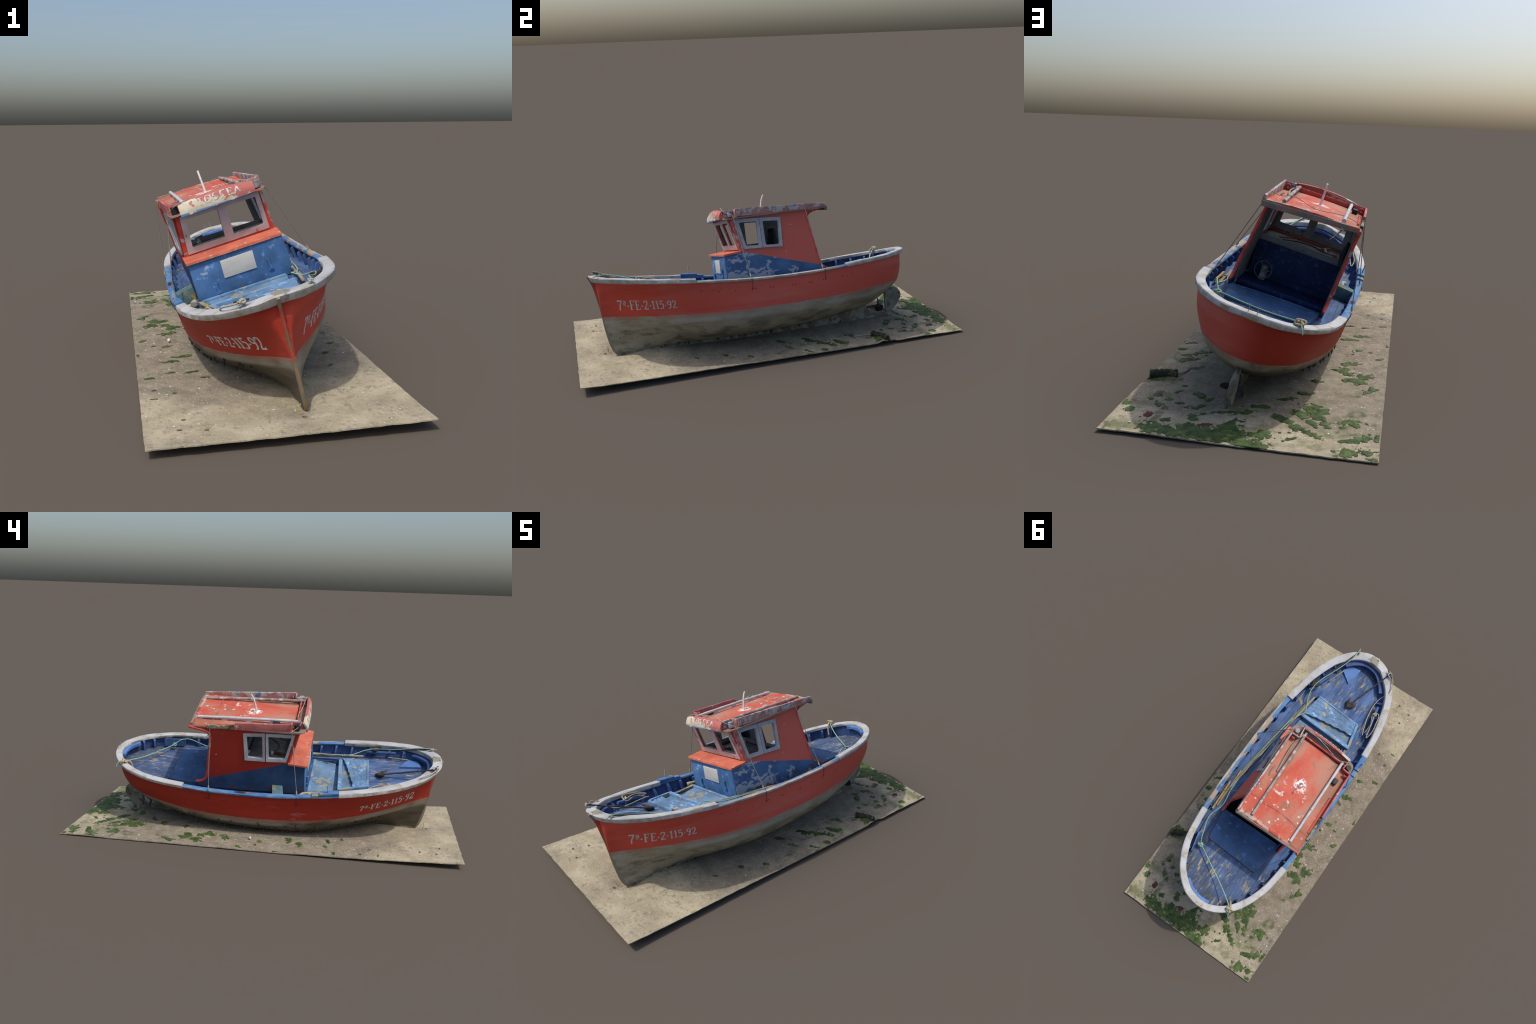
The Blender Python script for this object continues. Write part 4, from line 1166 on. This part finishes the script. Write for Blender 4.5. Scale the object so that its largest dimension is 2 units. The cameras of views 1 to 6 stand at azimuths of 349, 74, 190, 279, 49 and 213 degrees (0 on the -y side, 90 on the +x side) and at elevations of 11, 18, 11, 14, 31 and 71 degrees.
for i, y in enumerate(ys):
    t = i / 33
    for j, a in enumerate(np.linspace(0, 1, 70)):
        xa = lerp(-.140, -.162, t); xb = lerp(.136, .154, t)
        x = lerp(xa, xb, a)
        yy = lerp(-.530 + .010 * a, lid_edge(x), t)
        w = noise.fractal(Vector((x * 34, yy * 42, 3.3)), 1.0, 2.0, 3)
        r = 1 - abs(noise.noise(Vector((x * 42 + w, yy * 46, 8))))
        V.append((x, yy, .322 - (yy + .530) * .04 + .0035 * w + .006 * (r - .8)))
n0 = len(V)
V += [(v[0], v[1], v[2] - .007) for v in V]
for i in range(33):
    for j in range(69):
        q = (i * 70 + j, i * 70 + j + 1, (i + 1) * 70 + j + 1, (i + 1) * 70 + j)
        F += [q, tuple(k + n0 for k in reversed(q))]
bd = [j for j in range(70)] + [i * 70 + 69 for i in range(1, 34)] + [33 * 70 + j for j in range(68, -1, -1)] + [i * 70 for i in range(32, 0, -1)]
F += [(bd[i], bd[(i + 1) % len(bd)], bd[(i + 1) % len(bd)] + n0, bd[i] + n0) for i in range(len(bd))]
add('fore_hatch_lid', V, F, mat_blue('lid_paint', (0.135, 0.245, 0.40), (0.42, 0.34, 0.22), amount=.63, scale=20, rough=.7), smooth=60)
M_STEP = mat_blue('step_paint', (.125, .215, .33), (.27, .25, .17), amount=.55, scale=15)
# sunken floor of the fore well, and its sides
add('well_floor', *box8([(-.178, -.535, .258), (.160, -.530, .256), (.166, -.220, .262), (-.200, -.218, .262), (-.178, -.535, .266), (.160, -.530, .264), (.166, -.220, .272), (-.200, -.218, .272)]), M_STEP)
V = [(-.156, -.526, .262), (.148, -.522, .262), (.152, -.226, .262), (-.170, -.226, .262), (-.156, -.526, .309), (.148, -.522, .309), (.152, -.226, .288), (-.170, -.226, .288)]
add('well_sides', V, [(0, 1, 5, 4), (1, 2, 6, 5), (3, 0, 4, 7)], M_BULWARK)
add('hatch_floor', *box8([(-.150, -.500, .276), (.140, -.500, .276), (.148, -.390, .276), (-.158, -.400, .276), (-.150, -.500, .300), (.140, -.500, .300), (.148, -.390, .299), (-.158, -.400, .299)]), M_STEP)
add('step_board', *box8([(-.150, -.357, .262), (.148, -.353, .262), (.158, -.226, .272), (-.182, -.224, .272), (-.150, -.357, .282), (.148, -.353, .280), (.158, -.226, .291), (-.182, -.224, .291)]), M_STEP, bevel=.002, smooth=40)
add('step_lath', *beam((.152, -.238, .288), (-.190, -.236, .289), .015, .010), M_LIGHT, bevel=.003, smooth=40)
V, F = slab(densify([(-.177, -.372), (-.163, -.372), (-.186, -.232), (-.206, -.232)], .02), [], lambda x, y: Vector((x, y, .296 + .003 * noise.noise(Vector((x * 40, y * 25, 0))))), lambda x, y: Vector((x, y, .280)))
add('old_plank', V, F, M_WOOD_OLIVE, bevel=.002, smooth=40)
# little deck piece near the bow
V, F = slab(round_poly([(.125, -.735), (.100, -.785), (.040, -.800), (.050, -.690)], .006), [], lambda x, y: Vector((x, y, float(deck_z(y)) + .016)), lambda x, y: Vector((x, y, float(deck_z(y)) + .001)))
add('deck_patch', V, F, mat_blue('deck_patch_paint', (.075, .16, .37), amount=.64), bevel=.002)

# painted fish crate beside the wheelhouse
add('crate', *box8([(-.276, -.118, .27), (-.200, -.104, .27), (-.200, -.052, .27), (-.276, -.062, .27), (-.278, -.118, .321), (-.203, -.104, .331), (-.203, -.050, .331), (-.278, -.062, .321)]), M_CRATE, bevel=.003, smooth=40)
add('bone_wood', *join_data([tube_data(path([(-.225, -.195, .290), (-.215, -.225, .302), (-.222, -.252, .300)], 10), [.010] * 4 + [.008] * 3 + [.011] * 3, 8), box(-.250, -.215, -.20, -.17, .262, .285)]), plain('bleached_wood', (.40, .36, .26), .25, 40), smooth=50)
# oar socket plate on the starboard rail
tube('rail_plate', [(-.288, .070, .322), (-.287, .100, .325), (-.286, .130, .323)], [.004, .009, .003], M_IRON, 10, flat=.25)

# mooring bars along the bulwark
def bar(name, a, b, r, mat=M_RIB):
    return tube(name, [a, b], r, mat, 10)
bar('mooring_bar', (-.168, -.685, .360), (-.213, -.512, .334), .0085)
bar('mooring_bar', (.160, -.668, .362), (.210, -.512, .332), .0085)
V, F = slab([(.628, .338), (.520, .328), (.520, .290), (.628, .296)], [], lambda y, z: Vector((.195 + (.63 - y) * .27 * 1, y, z)), lambda y, z: Vector((.187 + (.63 - y) * .27, y, z)))
add('mooring_board', V, F, M_RIB, bevel=.003, smooth=40)

# anchors: fluked heads on deck with shanks lashed to the bow
def anchor(head, ring_end, second=False):
    h, e = Vector(head), Vector(ring_end)
    d = (e - h).normalized()
    sh_ = tube('anchor', [h, e], .0040, M_IRON, 8)
    parts = []
    sx = d.cross(Vector((0, 0, 1))).normalized()
    for a in ((-1, .3), (1, .3), (.5, -.8), (-.5, -.8)):
        tip = h + d * .030 + sx * a[0] * .026 + Vector((0, 0, 1)) * a[1] * .012 + Vector((0, 0, .004))
        mid = h + d * .004 + sx * a[0] * .018 + Vector((0, 0, 1)) * a[1] * .008
        parts.append(tube_data([h - d * .010, mid, tip], [.009, .008, .003], 7))
    parts.append(tube_data([h - d * .024, h, h + d * .02], [.008, .013, .007], 8))
    V, F = join_data(parts)
    add('anchor_head', V, F, M_IRON, parent=sh_, smooth=60)
anchor((-.026, -.590, .332), (-.103, -.862, .430))
anchor((.209, -.556, .350), (.117, -.850, .424))
tube('anchor_stock', [(-.080, -.870, .436), (-.125, -.848, .434)], .0035, M_IRON)

# ropes
def rope(name, pts, r=.0028, mat=M_ROPE_TAN, n=60):
    return tube(name, path(pts, n), r, mat, 8)
def knot(name, c, r, mat, seed=0, wire=.0035):
    rn = random.Random(seed)
    pts = [Vector(c) + Vector((rn.uniform(-1, 1), rn.uniform(-1, 1), rn.uniform(-.5, .6))) * r for _ in range(14)]
    return tube(name, path(pts, 90), wire, mat, 7)
rope('green_line', [(-.152, .750, .375), (-.06, .690, .350), (.06, .625, .330), (.172, .566, .318)], .0030, M_ROPE_GREEN)
rope('green_line', [(.174, .566, .320), (.190, .540, .335), (.205, .500, .340), (.224, .440, .310), (.222, .390, .292), (.205, .330, .292), (.215, .250, .284), (.222, .120, .284), (.216, -.05, .294), (.203, -.20, .308), (.180, -.33, .318), (.150, -.385, .334)], .0030, M_ROPE_GREEN, 90)
knot('rope_knot', (.172, .566, .318), .012, M_ROPE_GREEN, 2)
knot('rope_knot', (-.152, .752, .372), .017, M_ROPE_TAN, 5, .0042)
rope('hanging_tail', [(-.150, .745, .376), (-.140, .728, .372), (-.135, .716, .340), (-.130, .712, .310)], .005, M_ROPE_TAN)
rope('rope_tail', [(-.155, .765, .374), (-.165, .785, .365), (-.172, .79, .35)], .0026, M_ROPE_GREEN, 12)
rope('green_line', [(.150, -.390, .336), (.175, -.44, .330), (.200, -.50, .345), (.17, -.66, .380), (.122, -.842, .424), (.122, -.875, .420)], .0026, M_ROPE_GREEN)
rope('bow_line', [(-.100, -.868, .432), (-.135, -.845, .428), (-.165, -.780, .405), (-.150, -.735, .362), (-.150, -.640, .338), (-.170, -.560, .335), (-.195, -.500, .325)], .0030, M_ROPE_TAN)
rope('coiled_rope', [(-.180, -.640, .360), (-.185, -.600, .366), (-.205, -.540, .352), (-.222, -.500, .335), (-.226, -.520, .345), (-.212, -.600, .370), (-.192, -.645, .372), (-.172, -.640, .356), (-.186, -.590, .356), (-.196, -.520, .330)], .0030, M_ROPE_TAN, 90)
knot('rope_knot', (-.103, -.858, .432), .014, M_ROPE_GREY, 9, .0032)
knot('rope_knot', (-.180, -.638, .364), .010, M_ROPE_TAN, 11, .003)
knot('rope_knot', (.118, -.850, .424), .008, M_ROPE_GREY, 12, .0024)

# spars lying on the port side deck
tube('spar', [(.161, -.497, .330), (.188, -.22, .308), (.207, -.03, .296), (.232, .22, .275)], .0062, M_WOOD_GREY, 8)
tube('spar', [(.172, -.47, .318), (.204, -.22, .290), (.226, .02, .276), (.236, .30, .270)], .0050, M_WOOD_OLIVE, 8)
tube('spar', [(.238, .372, .290), (.249, .189, .280)], .0055, M_WOOD_TAN, 8)
tube('spar', [(.226, .340, .274), (.238, .10, .272)], .0045, M_WOOD_TAN, 8)
tube('spar', [(.118, -.735, .350), (.150, -.630, .340)], .0035, M_WOOD_OLIVE, 8)
for x in (.0115, -.019):
    tube('stern_rod', [(x, .829, .368), (x + .001, .826, .402)], .0012, M_STEEL, 6)

# ------------------------------------------------------------------ the sand
SAND_W, SAND_L = .4370, .9985


SAND_EDGE = spline([-1, -.8, -.6, -.3, 0, .4, .8, 1], [.0400, .0345, .0300, .0255, .0220, .0170, .0130, .0105])


def sand_z(x, y):
    zw = .0045 + .0275 * max(0, -y) ** 1.6
    ze = float(SAND_EDGE(y))
    t = (x + SAND_W) / (2 * SAND_W)
    z = zw * (1 - t) + ze * t
    z -= .006 * t * (1 - t) * 4 * max(0, 1 - abs(y) * .7)
    z -= .013 * math.exp(-((x - .085) / .07) ** 2 - ((y + .80) / .09) ** 2)
    z += .0030 * noise.noise(Vector((x * 5, y * 5, 1.7))) + .0018 * noise.noise(Vector((x * 16, y * 16, 4.1))) + .0008 * noise.noise(Vector((x * 50, y * 50, 8)))
    z += .0016 * math.exp(-((y - .88) / .10) ** 2)                                   # weed-bound ridge aft
    z += .020 * math.exp(-((x - .40) / .06) ** 2 - ((y - .535) / .022) ** 2)          # buried log
    return max(z, .0042)


V, F = [], []
gx, gy = 110, 250
for i in range(gy + 1):
    for j in range(gx + 1):
        x = -SAND_W + 2 * SAND_W * j / gx; y = -SAND_L + 2 * SAND_L * i / gy
        px_, py_ = x, y
        if j in (0, gx):
            px_ += .002 * noise.noise(Vector((y * 18, j, 2)))
            if j == gx:
                px_ -= .030 * math.exp(-((y - .585) / .018) ** 2)
        if i in (0, gy):
            py_ += .003 * noise.noise(Vector((x * 22, i, 5)))
            if i == gy:
                py_ -= .014 * math.exp(-((x + .06) / .02) ** 2)
        V.append((px_, py_, sand_z(x, y)))
n0 = len(V)
V += [(v[0], v[1], v[2] - .0040) for v in V]
for i in range(gy):
    for j in range(gx):
        q = (i * (gx + 1) + j, i * (gx + 1) + j + 1, (i + 1) * (gx + 1) + j + 1, (i + 1) * (gx + 1) + j)
        F += [q, tuple(k + n0 for k in reversed(q))]
bd = [j for j in range(gx + 1)] + [i * (gx + 1) + gx for i in range(1, gy + 1)] + [gy * (gx + 1) + j for j in range(gx - 1, -1, -1)] + [i * (gx + 1) for i in range(gy - 1, 0, -1)]
F += [(bd[i], bd[(i + 1) % len(bd)], bd[(i + 1) % len(bd)] + n0, bd[i] + n0) for i in range(len(bd))]
sand = add('sand_patch', V, F, M_SAND, parent=None, smooth=70)
sand['label'] = 'rectangular sheet of damp beach sand with seaweed and shells'
sand['category'] = 'sand ground'


def weed(cx, cy, ax, ay, ang, seed, mat=M_WEED, name='seaweed_clump'):
    """a ragged, crinkled mat of weed: the islands where an ellipse plus noise is positive"""
    V, F, idx = [], [], {}
    step = .0042
    nx_, ny_ = int(ax * 1.5 / step) + 2, int(ay * 1.5 / step) + 2
    ca, sa = math.cos(ang), math.sin(ang)
    def val(u, v):
        n1 = noise.fractal(Vector((u * 42, v * 42, seed * 3.1)), 0.9, 2.0, 4)
        return 1 - math.hypot(u / ax, v / ay) + n1 * 1.0
    cells = []
    for i in range(-nx_, nx_):
        for j in range(-ny_, ny_):
            u, v = (i + .5) * step, (j + .5) * step
            x, y = cx + u * ca - v * sa, cy + u * sa + v * ca
            if val(u, v) > .06 and abs(x) < SAND_W - .003 and abs(y) < SAND_L - .003:
                cells.append((i, j))
    for i, j in cells:
        q = []
        for di, dj in ((0, 0), (1, 0), (1, 1), (0, 1)):
            k = (i + di, j + dj)
            if k not in idx:
                u, v = k[0] * step + .002 * noise.noise(Vector((k[0] * .9, k[1] * .9, seed))), k[1] * step + .002 * noise.noise(Vector((k[0] * .9, k[1] * .9, seed + 9)))
                x, y = cx + u * ca - v * sa, cy + u * sa + v * ca
                h = max(0.0, min(1.0, (val(u, v) - .0) * 1.2))
                z = sand_z(x, y) + .0012 + h * (.0016 + .0030 * abs(noise.noise(Vector((u * 90, v * 90, seed)))))
                idx[k] = len(V); V.append((x, y, z))
            q.append(idx[k])
        F.append(tuple(q))
    if not F:
        return
    n1_ = len(V)
    bt = [(v[0], v[1], sand_z(v[0], v[1]) - .001) for v in V]
    cnt = {}
    for f in F:
        for k in range(4):
            cnt[(f[k], f[(k + 1) % 4])] = 1
    walls = [(a, b, b + n1_, a + n1_) for (a, b) in cnt if (b, a) not in cnt]
    ob = add(name, V + bt, F + walls, mat, parent=sand, smooth=60)
    return ob


WEEDS = [
    (.405, .520, .035, .016, .3), (.38, .565, .030, .012, .3), (.09, .945, .085, .040, .1),  (-.20, .690, .075, .020, -.88), (.235, .955, .055, .026, 2.6),  # centre x, y, half length, half width, angle
    (.287, .958, .050, .028, 2.6), (.21, .972, .045, .022, 2.7), (.150, .925, .060, .030, .3), (.100, .965, .075, .030, 0), (.040, .880, .045, .038, 1.2), (.02, .935, .055, .030, .2),
    (-.068, .913, .042, .028, .5), (-.03, .968, .060, .025, 0), (-.05, .985, .05, .016, .0), (-.118, .783, .055, .016, -.70), (-.165, .722, .050, .022, -.85), (-.22, .665, .045, .022, -.9),
    (-.165, .83, .022, .026, 1.2), (-.214, .78, .012, .028, .6), (-.25, .775, .018, .010, .2), (-.337, .750, .030, .040, 1.9), (-.221, .866, .034, .018, 2.4), (-.159, .922, .022, .009, .7), (-.151, .873, .010, .008, 0),
    (-.271, .799, .012, .008, 0), (-.340, .885, .035, .016, .4), (-.385, .850, .026, .016, 1.0), (-.350, .958, .036, .024, .3), (-.405, .945, .022, .014, .5), (-.422, .985, .020, .010, 0), (-.424, .85, .010, .026, 0),
    (.420, .797, .022, .014, 0), (.392, .845, .018, .014, 1.8), (.359, .742, .008, .022, .4), (.318, .780, .010, .026, .5), (.283, .803, .008, .020, .5), (.329, .709, .010, .010, 0), (.289, .729, .014, .010, 0),
    (.251, .892, .018, .010, .8), (.168, .848, .016, .026, .4), (.150, .812, .010, .008, 0), (.088, .782, .028, .012, .2), (.186, .764, .030, .018, .4), (.166, .689, .018, .010, .6), (.200, .665, .018, .024, .9),
    (.252, .749, .018, .010, .3), (.285, .655, .014, .008, 1.0), (.285, .595, .010, .010, 0), (.293, .412, .026, .014, .7), (.345, .318, .040, .012, .5), (.376, .350, .022, .018, .8), (.410, .214, .018, .010, .5),
    (.412, .572, .028, .012, .3), (.335, .250, .055, .020, .75), (.27, .180, .030, .018, .6), (.40, .135, .020, .010, .5), (.24, .05, .035, .012, .7), (.33, .06, .03, .012, .6),
    (-.316, -.558, .014, .006, .2), (-.386, -.601, .012, .006, 0), (-.317, -.343, .018, .010, .3), (-.395, -.387, .016, .008, 0), (-.300, -.210, .036, .012, .2), (-.25, -.150, .05, .014, .1), (-.308, -.011, .020, .012, .2),
    (-.360, .003, .010, .006, 0), (-.405, .079, .020, .012, .8), (-.285, .172, .030, .024, .8), (-.285, .289, .022, .036, .9), (-.355, .308, .034, .024, .5), (-.305, .362, .034, .018, .3), (-.340, .375, .030, .024, .8),
    (-.387, .440, .042, .016, 1.1), (-.31, -.802, .010, .005, 0), (-.43, -.103, .008, .014, 0), (-.386, -.516, .008, .006, 0), (-.260, .250, .04, .016, .3), (-.153, .536, .03, .014, .4), (-.183, .407, .03, .014, .2),
    (-.10, .60, .03, .014, .3), (.02, .76, .04, .016, .3), (-.02, .70, .035, .014, .2), (-.24, -.35, .024, .008, .2), (-.20, -.42, .018, .006, .1), (-.25, -.90, .010, .005, 0), (.06, -.86, .012, .006, 0), (-.33, -.88, .008, .004, 0),
    (.30, -.28, .022, .010, .6), (.36, -.16, .016, .008, .6), (.28, -.42, .014, .006, .6),
]
for k, w in enumerate(WEEDS):
    weed(*w, k + 1)
weed(.116, .892, .022, .010, .5, 401, M_WEED_RED)
weed(.318, .865, .016, .018, .4, 402, M_WEED_RED)

# half-buried log at the port edge, with a stick
log = tube('driftwood_log', path([(.428, .560, .029), (.405, .552, .030), (.370, .535, .028), (.335, .520, .024)], 20), [.017 + .007 * noise.noise(Vector((i * .7, 0, 3))) for i in range(20)], plain('rotten_log', (.030, .036, .022), .5, 40, chips=(.11, .105, .06), chip_at=.58), 9, parent=sand)
tube('driftwood_stick', path([(.340, .520, .020), (.320, .470, .017), (.315, .420, .0145)], 14), .0035, M_WOOD_GREY, 6, parent=sand)
tube('twig', path([(.048, -.838, .021), (.046, -.842, .042), (.050, -.840, .060)], 8), .0018, M_WOOD_TAN, 6, parent=sand)

# shells and pebbles
def bits(name, count, mat, rmin, rmax, seed, dens):
    rn = random.Random(seed)
    parts = []
    base_v = [(0, 0, 1), (0, 0, -1)] + [(math.cos(a), math.sin(a), 0) for a in np.linspace(0, 2 * math.pi, 6, endpoint=False)]
    base_f = [(0, 2 + i, 2 + (i + 1) % 6) for i in range(6)] + [(1, 2 + (i + 1) % 6, 2 + i) for i in range(6)]
    while len(parts) < count:
        x, y = rn.uniform(-SAND_W + .008, SAND_W - .008), rn.uniform(-SAND_L + .008, SAND_L - .008)
        if rn.random() > dens(x, y):
            continue
        r = rmin + (rmax - rmin) * rn.random() ** 3
        a = rn.uniform(0, 6.28); sx, sy, sz = r * rn.uniform(.7, 1.4), r * rn.uniform(.6, 1), r * rn.uniform(.35, .7)
        z = sand_z(x, y) + sz * .3
        parts.append(([(x + (p[0] * math.cos(a) * sx - p[1] * math.sin(a) * sy), y + p[0] * math.sin(a) * sx + p[1] * math.cos(a) * sy, z + p[2] * sz) for p in base_v], base_f))
    V, F = join_data(parts)
    add(name, V, F, mat, parent=sand, smooth=80, kind='stuff')
bits('shells', 520, M_SHELL, .0012, .0048, 21, lambda x, y: .35 + (.6 if x < -.15 and -.8 < y < .3 else 0))
bits('pebbles', 1100, M_STONE, .0010, .0036, 22, lambda x, y: .4 + (.5 if y < .2 else 0))
add('whelk_shell', *tube_data([(-.291, .036, .012), (-.291, .042, .016), (-.290, .050, .012)], [.003, .008, .003], 9), M_SHELL, parent=sand, smooth=60)


# ------------------------------------------------------------------ sort sub-parts under their parts
def owner(name, near_x=None):
    c = [o for o in BOAT.children if o.name.split('.')[0] == name]
    if near_x is not None and len(c) > 1:
        c.sort(key=lambda o: abs(sum(v.co.x for v in o.data.vertices) / len(o.data.vertices) - near_x))
    return c[0]


SUB = {'window_frame': 'wheelhouse_side', 'inner_lining': 'wheelhouse_side', 'side_moulding': 'wheelhouse_side', 'moulding_foot': 'wheelhouse_side',
       'windscreen_frame': 'windscreen_wall', 'windscreen_lining': 'windscreen_wall', 'notice_board': 'front_panel', 'hinge_casting': 'front_panel',
       'registration_lettering': 'hull', 'bolt_heads': 'hull', 'bilge_growth': 'hull', 'propeller_blade': 'propeller_hub', 'rudder_shoe': 'rudder',
       'inner_door': 'inner_front_wall', 'shelf_clutter': 'chart_shelf', 'shelf_shell': 'chart_shelf', 'thwart_apron': 'thwart', 'roof_ceiling': 'roof_top',
       'coaming_ring': 'roof_top', 'roof_box': 'roof_top', 'roof_lashings': 'roof_top', 'roof_line': 'roof_top', 'roof_front_board': 'roof_top', 'roof_aft_batten': 'roof_top',
       'stay_lashing': 'stay', 'chainplate': 'stay', 'thole_pin': 'oarlock_block', 'fore_hatch_lid': 'fore_hatch_frame', 'hatch_floor': 'fore_hatch_frame', 'step_lath': 'step_board'}
for o in list(BOAT.children):
    n = o.name.split('.')[0]
    if n in SUB and not o.children:
        vs = o.data.vertices
        o.parent = owner(SUB[n], sum(v.co.x for v in vs) / len(vs))
